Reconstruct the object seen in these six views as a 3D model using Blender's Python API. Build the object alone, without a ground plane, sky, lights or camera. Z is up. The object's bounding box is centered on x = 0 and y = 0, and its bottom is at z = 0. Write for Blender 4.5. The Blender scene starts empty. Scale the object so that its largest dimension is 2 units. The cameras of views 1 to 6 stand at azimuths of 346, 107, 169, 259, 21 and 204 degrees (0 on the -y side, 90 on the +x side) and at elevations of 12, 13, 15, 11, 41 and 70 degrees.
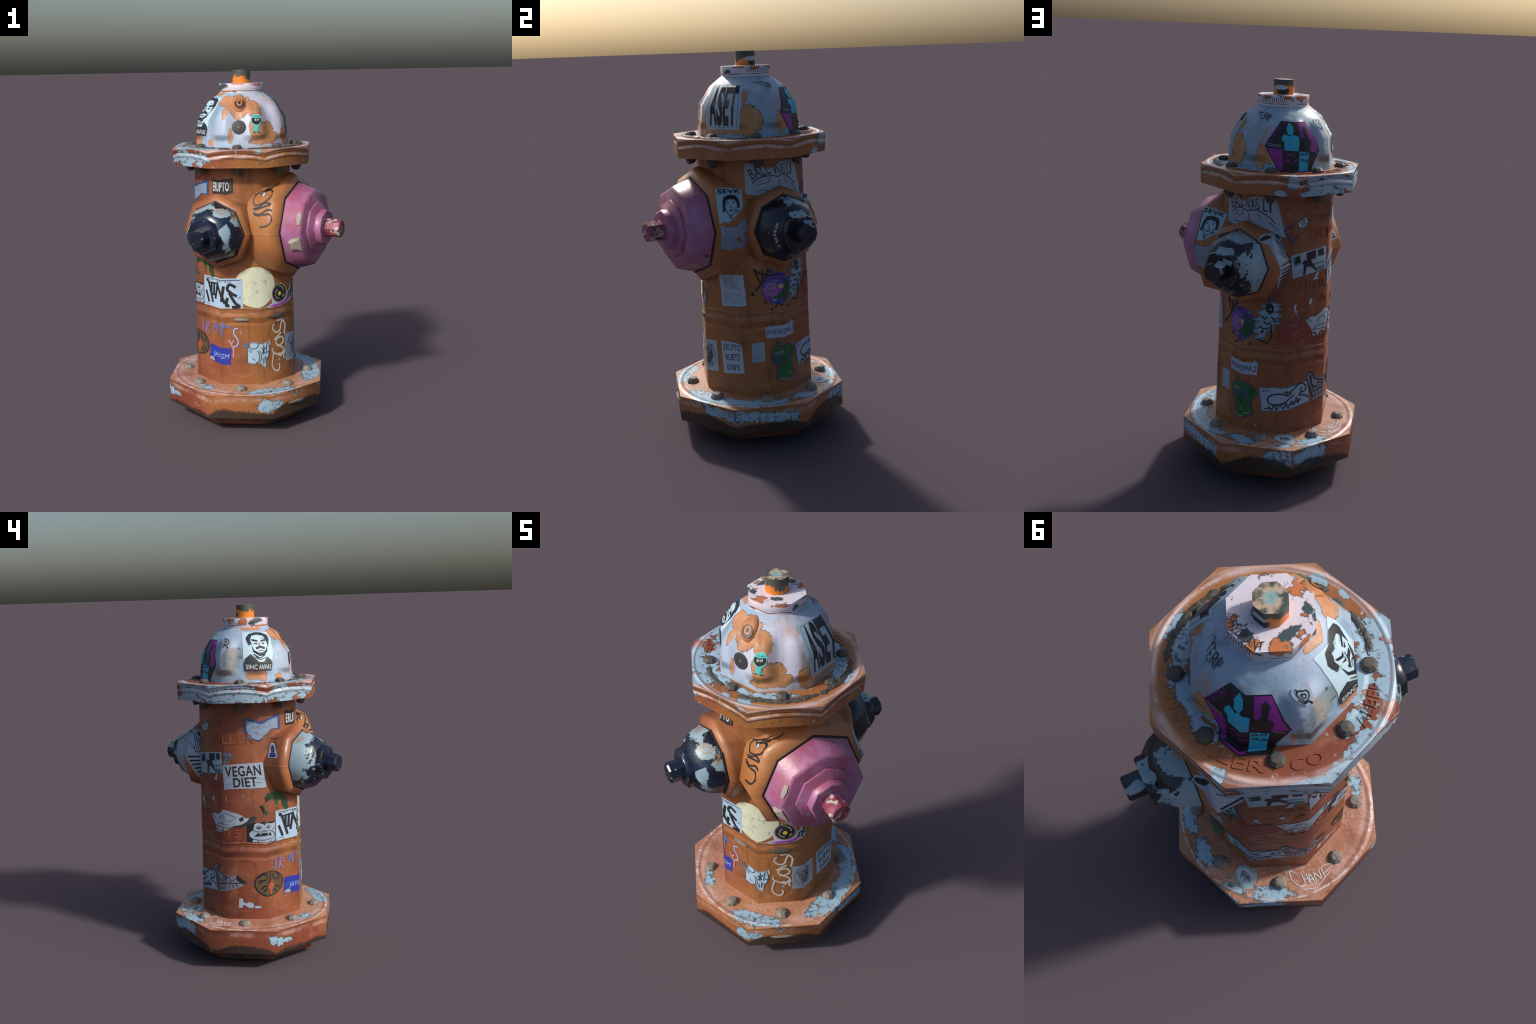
# Street fire hydrant: eight-sided cast-iron body, three capped outlets, bolted flanges,
# covered with stickers, marker tags and chipped paint.
import bpy, bmesh, math, random
from mathutils import Vector, Matrix
from mathutils.geometry import tessellate_polygon

random.seed(7)
CX = -0.006                      # the barrel axis stands at x = CX, y = 0
PHI = 3.3                        # azimuth of the first octagon corner

def lin(r, g, b):
    f = lambda c: (c/255/12.92) if c/255 <= .04045 else ((c/255+.055)/1.055)**2.4
    return (f(r), f(g), f(b), 1.0)

def dirv(az):
    a = math.radians(az)
    return Vector((math.sin(a), -math.cos(a), 0))

# ------------------------------------------------------------------ lathe frame
class Lathe:
    """Eight-sided turned surface. U counts faces round the axis, V is length along the profile."""
    def __init__(s, o, A, X, prof):
        s.o, s.A, s.X = Vector(o), Vector(A), Vector(X)
        s.Y = s.A.cross(s.X)
        s.p = prof
        s.V = [0.0]
        for a, b in zip(prof, prof[1:]):
            s.V.append(s.V[-1]+math.hypot(b[0]-a[0], b[1]-a[1]))
        seg = []
        for a, b in zip(prof, prof[1:]):
            l = math.hypot(b[0]-a[0], b[1]-a[1]) or 1
            seg.append(((b[1]-a[1])/l, -(b[0]-a[0])/l))
        s.seg = seg
    def radial(s, k):
        a = math.radians(45*k)
        return s.X*math.cos(a)+s.Y*math.sin(a)
    def corner(s, k, r, h):
        return s.o+s.A*h+s.radial(k)*r
    def find(s, V):
        n = len(s.p)
        for i in range(n-1):
            if V <= s.V[i+1] or i == n-2:
                t = (V-s.V[i])/(s.V[i+1]-s.V[i])
                return i, t
    def pt(s, U, V, off=0.0):
        i, t = s.find(V)
        a, b = s.p[i], s.p[i+1]
        r, h = a[0]+(b[0]-a[0])*t, a[1]+(b[1]-a[1])*t
        k = math.floor(U); f = U-k
        P = s.corner(k, r, h)*(1-f)+s.corner(k+1, r, h)*f
        if off:
            P = P+s.normal(U, V)*off
        return P
    def normal(s, U, V):
        i, t = s.find(V)
        n = s.seg[i]
        j = i+1 if t > .5 else i-1
        if 0 <= j < len(s.seg):
            m = s.seg[j]
            if n[0]*m[0]+n[1]*m[1] > .8:          # gentle bend: shade across it
                w = abs(t-.5)
                n = (n[0]*(1-w)+m[0]*w, n[1]*(1-w)+m[1]*w)
        k = math.floor(U); f = U-k
        R = (s.radial(k)*(1-f)+s.radial(k+1)*f).normalized()
        return (R*n[0]+s.A*n[1]).normalized()

FOOT   = [(0, 0), (.19, 0), (.19, .036), (.374, .036), (.374, .106)]
BASE   = [(.345, .104), (.475, .105), (.475, .239), (.305, .248)]
BARREL = [(.305, .238), (.2836, 1.486)]
FLANGE = [(.284, 1.484), (.404, 1.490), (.407, 1.586), (.2725, 1.588)]
BONNET = [(.2725, 1.586), (.256, 1.735), (.197, 1.826), (.130, 1.877)]
COLLAR = [(.130, 1.874), (.130, 1.927), (.052, 1.9285)]
STEM   = [(.052, 1.925), (.052, 2.0), (0, 2.0)]
MAIN = [(0, 0), (.345, 0), (.345, .104), (.475, .105), (.475, .239), (.305, .248), (.3046, .265), (.284, 1.462),
        (.404, 1.490), (.407, 1.586), (.2725, 1.588), (.2706, 1.603), (.256, 1.735), (.197, 1.826), (.130, 1.877),
        (.130, 1.927), (.052, 1.9285), (.052, 2.0), (0, 2.0)]
# stations along the profile by which marks are placed
STATIONS = [0, .345, .448, .575, .71, .877, .8789, 2.0761, 2.1993, 2.2953, 2.4300, 2.4309, 2.5639, 2.6724, 2.7566,
            2.8066, 2.8846, 2.9561, 3.0081]
main = Lathe((CX, 0, 0), (0, 0, 1), dirv(PHI), MAIN)
main.V = STATIONS
BL = [(.200, .15), (.205, .30), (.206, .318), (.171, .340), (.166, .350), (.134, .430), (.097, .462),
      (.096, .495), (.05, .496), (.05, .565), (0, .565)]
PK = [(.29, .15), (.297, .287), (.297, .312), (.249, .347), (.2407, .358), (.2114, .4545), (.147, .456),
      (.147, .4715), (.112, .485), (.102, .490), (.102, .521), (.05, .522), (.05, .608), (0, .608)]
def outlet_frame(az, z, prof, shift=0.0):
    o = dirv(48)*shift
    return Lathe((CX+o.x, o.y, z), dirv(az), (0, 0, 1), prof)
out_l = outlet_frame(-42, 1.136, BL, .009)
out_r = outlet_frame(138, 1.136, BL, .009)
out_p = outlet_frame(48, 1.141, PK)
neck_l = outlet_frame(-42, 1.136, BL, -.001)     # the necks sit a little further back than their caps
neck_r = outlet_frame(138, 1.136, BL, -.001)

# ------------------------------------------------------------------ node helpers
class Nodes:
    def __init__(s, name):
        s.m = bpy.data.materials.new(name)
        s.m.use_nodes = True
        s.t = s.m.node_tree
        s.t.nodes.clear()
        s.out = s.t.nodes.new('ShaderNodeOutputMaterial')
        s.b = s.t.nodes.new('ShaderNodeBsdfPrincipled')
        s.t.links.new(s.b.outputs[0], s.out.inputs[0])
        s.tc = s.t.nodes.new('ShaderNodeTexCoord')
        s.co = s.tc.outputs['Object']
        s._sep = None
    def new(s, typ, **kw):
        n = s.t.nodes.new(typ)
        for k, v in kw.items():
            setattr(n, k, v)
        return n
    def put(s, sock, v):
        if isinstance(v, bpy.types.NodeSocket):
            s.t.links.new(v, sock)
        else:
            sock.default_value = v
    def math(s, op, a, b=0.0, c=None, clamp=False):
        n = s.new('ShaderNodeMath', operation=op, use_clamp=clamp)
        s.put(n.inputs[0], a); s.put(n.inputs[1], b)
        if c is not None: s.put(n.inputs[2], c)
        return n.outputs[0]
    def noise(s, scale, detail=3, rough=.55, co=None, distort=0.0):
        n = s.new('ShaderNodeTexNoise')
        s.put(n.inputs['Vector'], co or s.co)
        n.inputs['Scale'].default_value = scale
        n.inputs['Detail'].default_value = detail
        n.inputs['Roughness'].default_value = rough
        n.inputs['Distortion'].default_value = distort
        return n.outputs['Fac']
    def voronoi(s, scale, co=None, feature='F1'):
        n = s.new('ShaderNodeTexVoronoi', feature=feature)
        s.put(n.inputs['Vector'], co or s.co)
        n.inputs['Scale'].default_value = scale
        return n.outputs['Distance']
    def step(s, v, a, b, to=(0, 1)):
        n = s.new('ShaderNodeMapRange', interpolation_type='SMOOTHSTEP')
        s.put(n.inputs[0], v)
        n.inputs[1].default_value = a; n.inputs[2].default_value = b
        n.inputs[3].default_value = to[0]; n.inputs[4].default_value = to[1]
        return n.outputs[0]
    def mix(s, f, a, b, mode='MIX'):
        n = s.new('ShaderNodeMix', data_type='RGBA', blend_type=mode)
        s.put(n.inputs[0], f); s.put(n.inputs[6], a); s.put(n.inputs[7], b)
        return n.outputs[2]
    def scaled(s, sc):
        n = s.new('ShaderNodeMapping')
        s.put(n.inputs[0], s.co)
        n.inputs['Scale'].default_value = sc
        return n.outputs[0]
    def xyz(s):
        if s._sep is None:
            n = s.new('ShaderNodeSeparateXYZ'); s.put(n.inputs[0], s.co)
            s._sep = n.outputs
        return s._sep
    def rho(s):
        x, y, z = s.xyz()
        dx = s.math('SUBTRACT', x, CX)
        return s.math('SQRT', s.math('ADD', s.math('MULTIPLY', dx, dx), s.math('MULTIPLY', y, y)))
    def angle(s):          # azimuth in radians, 0 on -y, growing towards +x
        x, y, z = s.xyz()
        return s.math('ARCTAN2', s.math('SUBTRACT', x, CX), s.math('MULTIPLY', y, -1.0))
    def blob(s, az, r, z, tw, th, td=.08):
        """1 at the middle, 0 on the rim of an ellipsoid standing on the surface at (azimuth, radius, height)."""
        n = s.new('ShaderNodeMapping', vector_type='TEXTURE')
        s.put(n.inputs[0], s.co)
        p = dirv(az)*r
        n.inputs['Location'].default_value = (p.x+CX, p.y, z)
        n.inputs['Rotation'].default_value = (0, 0, math.radians(az))
        n.inputs['Scale'].default_value = (tw, td, th)
        l = s.new('ShaderNodeVectorMath', operation='LENGTH')
        s.put(l.inputs[0], n.outputs[0])
        return s.math('SUBTRACT', 1.0, l.outputs['Value'])
    def blobs(s, lst, grow=1.0):
        v = None
        for b in lst:
            m = s.blob(*b[:3], b[3]*grow, b[4]*grow, *b[5:])
            v = m if v is None else s.math('MAXIMUM', v, m)
        return s.math('MAXIMUM', v, -1.5)
    def ragged(s, field, amp, scale, detail=4, seed=0.0):
        """A field with its zero line torn by noise."""
        mp = s.new('ShaderNodeMapping'); s.put(mp.inputs[0], s.co)
        mp.inputs['Location'].default_value = (seed, seed*.7, -seed)
        n = s.noise(scale, detail, .6, mp.outputs[0])
        return s.math('ADD', field, s.math('MULTIPLY', s.math('SUBTRACT', n, .5), amp))
    def cover(s, col, field, paint, edge=None, soft=.03, line=.07):
        """Lay paint where field > 0; optional dark torn line along its border."""
        m = s.step(field, -soft, soft)
        if edge is not None:
            e = s.math('MULTIPLY', s.step(field, -line, -soft*.5), s.step(field, line, soft*.5))
            col = s.mix(m, col, paint)
            return s.mix(s.math('MULTIPLY', e, .75), col, edge), m
        return s.mix(m, col, paint), m
    def done(s, col, rough=.45, bump=None, dist=.002, strength=.6, metallic=0.0, spec=.5, coat=0.0):
        s.put(s.b.inputs['Base Color'], col)
        s.put(s.b.inputs['Roughness'], rough)
        s.b.inputs['Metallic'].default_value = metallic
        s.b.inputs['Specular IOR Level'].default_value = spec
        s.b.inputs['Coat Weight'].default_value = coat
        s.b.inputs['Coat Roughness'].default_value = .25
        if bump is not None:
            n = s.new('ShaderNodeBump')
            n.inputs['Strength'].default_value = strength
            n.inputs['Distance'].default_value = dist
            s.put(n.inputs['Height'], bump)
            s.put(s.b.inputs['Normal'], n.outputs[0])
        return s.m

# ------------------------------------------------------------------ colours
ORANGE   = lin(156, 99, 66)
OCHRE    = lin(158, 106, 56)
RUSSET   = lin(124, 64, 46)  # darkened to follow the shade on the barrel's back side
PALE     = lin(146, 176, 200)
PALE2    = lin(184, 184, 204)
DIRT     = lin(38, 36, 34)
GRIME    = lin(38, 37, 36)
RUST     = lin(120, 82, 50)

def orange_base(n):
    """Old orange enamel: redder on the -x side, more ochre on +x, cloudy and speckled."""
    x, y, z = n.xyz()
    g = n.math('ADD', n.math('MULTIPLY', x, 1.1), n.math('MULTIPLY', n.math('SUBTRACT', n.noise(3.0, 2), .5), .9))
    g = n.step(n.math('SUBTRACT', g, n.math('MULTIPLY', y, .5)), -.40, .30)
    col = n.mix(g, RUSSET, OCHRE)
    col = n.mix(n.step(n.noise(1.8, 2, .5), .38, .68, (0, .6)), col, ORANGE)
    col = n.mix(n.step(n.noise(28, 5, .65), .45, .75, (0, .35)), col, lin(124, 72, 48))
    col = n.mix(n.step(n.noise(9, 4, .6), .55, .75, (0, .35)), col, lin(182, 132, 106))
    return col

def specks(n, col, scale=70, lo=.20, amt=.85, paint=DIRT):
    gate = n.step(n.noise(6, 2), .5, .62)
    sp = n.math('MULTIPLY', n.step(n.voronoi(scale), lo, lo-.06), gate)
    return n.mix(n.math('MULTIPLY', sp, amt), col, paint)

def wave_bump(n, v, period):
    return n.math('SINE', n.math('MULTIPLY', v, 2*math.pi/period))

# ------------------------------------------------------------------ materials
def mat_barrel():
    n = Nodes('barrel_paint')
    x, y, z = n.xyz()
    col = orange_base(n)
    # scuffs, runs of dirty water and fine scratches
    runs = n.noise(16, 5, .6, n.scaled((1, 1, .16)))
    col = n.mix(n.step(runs, .52, .70, (0, .45)), col, lin(88, 50, 36))
    gr = n.noise(5, 6, .7)
    col = n.mix(n.step(gr, .52, .70, (0, .5)), col, lin(92, 60, 46))
    scr = n.math('MULTIPLY', n.step(n.noise(60, 3, .5, n.scaled((.5, .5, 3.0))), .66, .70), n.step(n.noise(6, 2), .48, .6))
    col = n.mix(n.math('MULTIPLY', scr, .5), col, lin(186, 150, 132))
    fl2 = n.math('MULTIPLY', n.step(n.noise(34, 6, .62), .67, .69), n.step(n.noise(4.5, 3), .50, .60))
    col = n.mix(n.math('MULTIPLY', fl2, .8), col, n.mix(n.step(n.noise(12, 2), .45, .55), lin(60, 46, 40), lin(150, 166, 178)))
    col = specks(n, col, 60, .16)
    # pale flakes where the paint has come off
    f = n.ragged(n.blobs([(-105, .28, .33, .022, .018), (-97, .28, .32, .018, .008), (28, .29, .37, .008, .008), (150, .28, .62, .008, .01)]), 1.2, 40)
    col, m = n.cover(col, f, PALE, DIRT)
    # bead round the barrel and the shallow arched panels below it
    rho = n.rho()
    zz = n.math('SUBTRACT', z, n.math('MULTIPLY', n.math('SUBTRACT', .30, rho), .12))
    def ridge(c, w):
        return n.step(n.math('ABSOLUTE', n.math('SUBTRACT', zz, c)), w, 0)
    h = n.math('ADD', n.math('MULTIPLY', ridge(.688, .008), .7), ridge(.640, .024))
    h = n.math('SUBTRACT', h, n.math('MULTIPLY', ridge(.607, .016), .5))
    ang = n.angle()
    ph = n.math('SUBTRACT', n.math('PINGPONG', n.math('ADD', n.math('SUBTRACT', ang, math.radians(PHI)), math.pi*4), math.pi/8), math.pi/8)
    ax = n.math('DIVIDE', ph, .22)
    zc = n.math('DIVIDE', n.math('MAXIMUM', n.math('SUBTRACT', z, .545), n.math('SUBTRACT', .335, z)), .045)
    zc = n.math('MAXIMUM', zc, 0.0)
    d = n.math('SQRT', n.math('ADD', n.math('MULTIPLY', ax, ax), n.math('MULTIPLY', zc, zc)))
    panel = n.step(d, 1.15, .75)
    h = n.math('SUBTRACT', h, n.math('MULTIPLY', panel, .5))
    h = n.math('ADD', h, n.math('MULTIPLY', n.noise(45, 3), .12))
    worn = n.math('MULTIPLY', ridge(.662, .004), n.step(n.noise(40, 4), .45, .6))  # pale lines lighten the bead where highlights catch it
    worn = n.math('MAXIMUM', worn, n.math('MULTIPLY', ridge(.688, .003), n.step(n.noise(33, 4), .45, .6)))
    col = n.mix(n.math('MULTIPLY', worn, .55), col, lin(196, 170, 168))
    return n.done(col, n.step(n.noise(20, 3), .3, .7, (.38, .55)), h, .006, .8)

def mat_base():
    n = Nodes('base_paint')
    x, y, z = n.xyz()
    rho = n.rho()
    col = orange_base(n)
    # paler tint and fine pale speckle on the top face
    top = n.step(z, .2385, .2389)
    pale_speckle = n.math('MULTIPLY', n.step(n.noise(80, 3, .6), .52, .62), n.math('MULTIPLY', top, n.step(n.noise(5, 2), .42, .6)))
    col = n.mix(n.math('MULTIPLY', top, n.step(n.noise(6, 4), .3, .6, (.25, .7))), col, lin(184, 136, 110))
    col = n.mix(n.math('MULTIPLY', pale_speckle, .4), col, lin(204, 176, 170))
    col = specks(n, col, 75, .22)
    # chipped pale primer
    bl = [(-2, .41, .25, .06, .05, .04), (14, .405, .25, .07, .05, .035), (58, .39, .25, .07, .05, .05), (86, .385, .25, .08, .05, .045),
          (104, .395, .25, .08, .05, .045), (120, .39, .25, .06, .05, .04), (147, .385, .25, .05, .05, .035), (6, .40, .25, .04, .05, .04),
          (-53, .375, .25, .04, .04, .03), (-158, .40, .25, .06, .04, .035), (-163, .44, .2, .09, .035), (176, .46, .2, .06, .035),
          (-168, .45, .19, .06, .04), (80, .44, .20, .08, .022), (96, .465, .195, .08, .028), (118, .44, .185, .09, .022), (132, .455, .185, .015, .035),
          (104, .44, .20, .07, .02), (0, .46, .18, .05, .03), (8, .462, .18, .03, .02), (-88, .467, .185, .02, .02), (-78, .447, .172, .03, .01), (177, .42, .245, .04, .04, .02),
          (-84, .46, .17, .02, .02), (66, .41, .25, .05, .04, .03)]
    f = n.ragged(n.blobs(bl, 1.28), 2.4, 17, 6)
    f = n.ragged(f, 1.5, 60, 5, 3)
    col, m = n.cover(col, f, n.mix(n.noise(14, 3), PALE, lin(150, 182, 200)), DIRT, .04, .12)
    dirt = n.math('MULTIPLY', m, n.step(n.noise(55, 6, .7), .47, .60))
    dirt = n.math('MULTIPLY', dirt, n.step(n.noise(7, 3), .38, .58))
    col = n.mix(n.math('MULTIPLY', dirt, .85), col, lin(66, 58, 40))
    fine = n.math('MULTIPLY', n.step(n.noise(34, 6, .62), .63, .66), n.step(n.noise(4.6, 3), .42, .56))
    col = n.mix(n.math('MULTIPLY', fine, .85), col, n.mix(n.step(n.noise(10, 2), .46, .54), lin(56, 46, 40), lin(160, 178, 190)))
    # highlights on the lip and upper side edge, painted as pale bands
    lip = n.step(n.math('ABSOLUTE', n.math('SUBTRACT', rho, n.math('ADD', .425, n.math('MULTIPLY', n.noise(30, 3), .008)))), .006, .002)
    lip = n.math('MULTIPLY', n.math('MULTIPLY', lip, top), n.step(n.noise(24, 4), .42, .56))
    col = n.mix(n.math('MULTIPLY', lip, .75), col, lin(205, 196, 200))
    baked_sheen = n.math('MULTIPLY', n.math('MULTIPLY', top, n.step(n.math('ABSOLUTE', n.math('SUBTRACT', rho, .405)), .035, .006)), n.step(n.noise(6, 5, .6), .40, .62, (.05, .6)))
    baked_sheen = n.math('MAXIMUM', baked_sheen, n.math('MULTIPLY', n.math('MULTIPLY', n.math('SUBTRACT', 1.0, top), n.step(n.math('ABSOLUTE', n.math('SUBTRACT', z, .214)), .020, .004)), n.step(n.noise(7, 5, .6), .42, .62, (.05, .6))))
    col = n.mix(n.math('MULTIPLY', baked_sheen, n.math('SUBTRACT', 1.0, m)), col, lin(200, 164, 156))
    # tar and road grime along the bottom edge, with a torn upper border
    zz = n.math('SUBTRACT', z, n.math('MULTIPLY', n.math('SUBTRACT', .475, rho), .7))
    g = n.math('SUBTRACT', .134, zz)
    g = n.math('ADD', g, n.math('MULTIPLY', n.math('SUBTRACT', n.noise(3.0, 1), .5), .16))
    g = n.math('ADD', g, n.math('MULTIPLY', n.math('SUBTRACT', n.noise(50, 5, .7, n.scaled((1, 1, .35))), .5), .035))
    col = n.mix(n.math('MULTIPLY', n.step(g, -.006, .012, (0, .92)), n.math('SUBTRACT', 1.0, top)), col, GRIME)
    h = n.math('MULTIPLY', n.step(n.math('ABSOLUTE', n.math('SUBTRACT', rho, .425)), .02, 0), n.math('MULTIPLY', top, 1.0))
    h = n.math('ADD', h, n.math('MULTIPLY', n.step(n.math('ABSOLUTE', n.math('SUBTRACT', z, .208)), .03, 0), -.35))
    h = n.math('ADD', h, n.math('MULTIPLY', n.noise(60, 4), .35))
    h = n.math('ADD', h, n.math('MULTIPLY', m, -.12))
    return n.done(col, n.step(n.noise(18, 3), .3, .7, (.33, .5)), h, .006, .8)

def mat_flange(which):
    n = Nodes('flange_paint_'+which)
    x, y, z = n.xyz()
    rho = n.rho()
    ang = n.angle()
    col = orange_base(n)
    top = n.step(z, 1.5858, 1.5862)
    ph = n.math('SUBTRACT', .407, rho)
    zz = n.math('SUBTRACT', z, n.math('MULTIPLY', ph, .5))     # side mouldings dip at the corners
    col = specks(n, col, 60, .15)
    bl = [(-92, .36, 1.59, .05, .05, .04), (-74, .36, 1.59, .06, .05, .05), (-60, .34, 1.59, .06, .05, .05), (-46, .38, 1.588, .05, .05, .03), (-44, .32, 1.59, .05, .05, .05),
          (-1, .35, 1.59, .03, .03, .022), (-17, .35, 1.59, .02, .03, .015), (-110, .36, 1.59, .06, .05, .035), (-125, .39, 1.58, .08, .05, .025), (-140, .385, 1.58, .06, .05, .02),
          (178, .375, 1.59, .022, .05, .03), (-104, .30, 1.6, .06, .05, .03), (-65, .29, 1.6, .06, .05, .04), (-25, .285, 1.6, .10, .05, .022), (20, .285, 1.6, .10, .05, .022), (-75, .27, 1.6, .08, .05, .03),
          (135, .27, 1.6, .1, .05, .028), (160, .28, 1.6, .05, .05, .02), (100, .29, 1.6, .1, .05, .028), (85, .32, 1.6, .05, .05, .05),
          ] if which == 'top' else [
          (-100, .39, 1.535, .12, .045), (-125, .39, 1.54, .12, .05), (-148, .39, 1.54, .10, .05), (-164, .385, 1.55, .06, .04), (-158, .385, 1.51, .06, .02), (178, .4, 1.555, .028, .028), (169, .38, 1.505, .03, .016), (-170, .39, 1.50, .06, .014),
          (-74, .385, 1.545, .05, .05), (-62, .375, 1.535, .05, .025), (-50, .385, 1.545, .05, .02), (-44, .405, 1.54, .03, .02), (-68, .375, 1.505, .05, .02), (-51, .386, 1.508, .03, .014),
          (-19, .376, 1.577, .008, .008), (-1, .396, 1.574, .016, .010), (-118, .39, 1.58, .08, .02)]
    f = n.ragged(n.blobs(bl, 1.12), 2.2, 16, 6)
    f = n.ragged(f, 1.2, 55, 5, 3)
    keep = n.math('SUBTRACT', 0, n.ragged(n.blobs([(-88, .40, 1.568, .048, .026), (-93, .34, 1.59, .02, .03, .02)]), .5, 30))
    f = n.math('MINIMUM', f, n.math('MULTIPLY', keep, 3.0))
    col, m = n.cover(col, f, n.mix(n.noise(14, 3), PALE, lin(148, 172, 186)), DIRT, .04, .10)
    dark = n.math('MULTIPLY', m, n.step(n.noise(30, 6, .65, n.scaled((1, 1, 2.5))), .53, .63))
    col = n.mix(n.math('MULTIPLY', dark, .85), col, lin(50, 50, 48))
    # small round chips
    ch = n.math('MULTIPLY', n.step(n.voronoi(22), .13, .09), n.step(n.noise(4, 2), .45, .55))
    col = n.mix(n.math('MULTIPLY', ch, .85), col, lin(150, 172, 180))
    fine = n.math('MULTIPLY', n.step(n.noise(36, 6, .62), .63, .66), n.step(n.noise(5, 3), .42, .56))
    col = n.mix(n.math('MULTIPLY', fine, .85), col, n.mix(n.step(n.noise(10, 2), .46, .54), lin(52, 44, 40), lin(168, 184, 194)))
    # glints along the mouldings, drawn in pale colour
    def ridge(v, c, w):
        return n.step(n.math('ABSOLUTE', n.math('SUBTRACT', v, c)), w, 0)
    side = n.math('SUBTRACT', 1.0, top)
    painted_glint = n.math('MULTIPLY', n.math('MULTIPLY', side, ridge(zz, 1.540, .009)), n.step(n.noise(26, 4), .40, .6))
    painted_glint = n.math('MAXIMUM', painted_glint, n.math('MULTIPLY', n.math('MULTIPLY', side, ridge(zz, 1.572, .007)), n.step(n.noise(19, 4), .42, .6)))
    painted_glint = n.math('MAXIMUM', painted_glint, n.math('MULTIPLY', n.math('MULTIPLY', top, ridge(rho, .366, .010)), n.step(n.noise(23, 4), .45, .6)))
    col = n.mix(n.math('MULTIPLY', painted_glint, .75), col, lin(198, 176, 180))
    # gloss on the rim's round shoulder, coloured almost white in long patches
    baked_sheen = n.math('MULTIPLY', n.math('MULTIPLY', top, n.step(n.math('ABSOLUTE', n.math('SUBTRACT', rho, .372)), .026, .004)), n.step(n.noise(7, 5, .6), .36, .58, (.12, .8)))
    baked_sheen = n.math('MAXIMUM', baked_sheen, n.math('MULTIPLY', n.math('MULTIPLY', side, n.step(n.math('ABSOLUTE', n.math('SUBTRACT', zz, 1.574)), .014, .003)), n.step(n.noise(8, 5, .6), .38, .6, (.1, .65))))
    baked_sheen = n.math('MAXIMUM', baked_sheen, n.math('MULTIPLY', n.math('MULTIPLY', side, n.step(n.math('ABSOLUTE', n.math('SUBTRACT', zz, 1.532)), .012, .003)), n.step(n.noise(8, 5, .6, n.scaled((1, 1, .8))), .40, .62, (.05, .6))))
    col = n.mix(baked_sheen, col, n.mix(m, lin(206, 178, 174), lin(178, 196, 210)))
    seam = n.math('MULTIPLY', n.math('MULTIPLY', side, ridge(zz, 1.549, .0022)), n.step(n.noise(21, 3), .42, .55))
    col = n.mix(n.math('MULTIPLY', seam, .7), col, lin(70, 48, 36))
    hs = n.math('ADD', ridge(zz, 1.572, .016), n.math('MULTIPLY', ridge(zz, 1.532, .014), .9))
    hs = n.math('SUBTRACT', hs, n.math('MULTIPLY', ridge(zz, 1.549, .006), .6))
    ht = n.math('ADD', ridge(rho, .372, .014), n.math('MULTIPLY', n.step(rho, .30, .277), .8))
    h = n.math('ADD', n.math('MULTIPLY', side, hs), n.math('MULTIPLY', top, ht))
    h = n.math('ADD', h, n.math('MULTIPLY', n.noise(40, 3), .18))
    h = n.math('ADD', h, n.math('MULTIPLY', m, -.10))
    return n.done(col, n.step(n.noise(18, 3), .3, .7, (.30, .48)), h, .006, .9)

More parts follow.
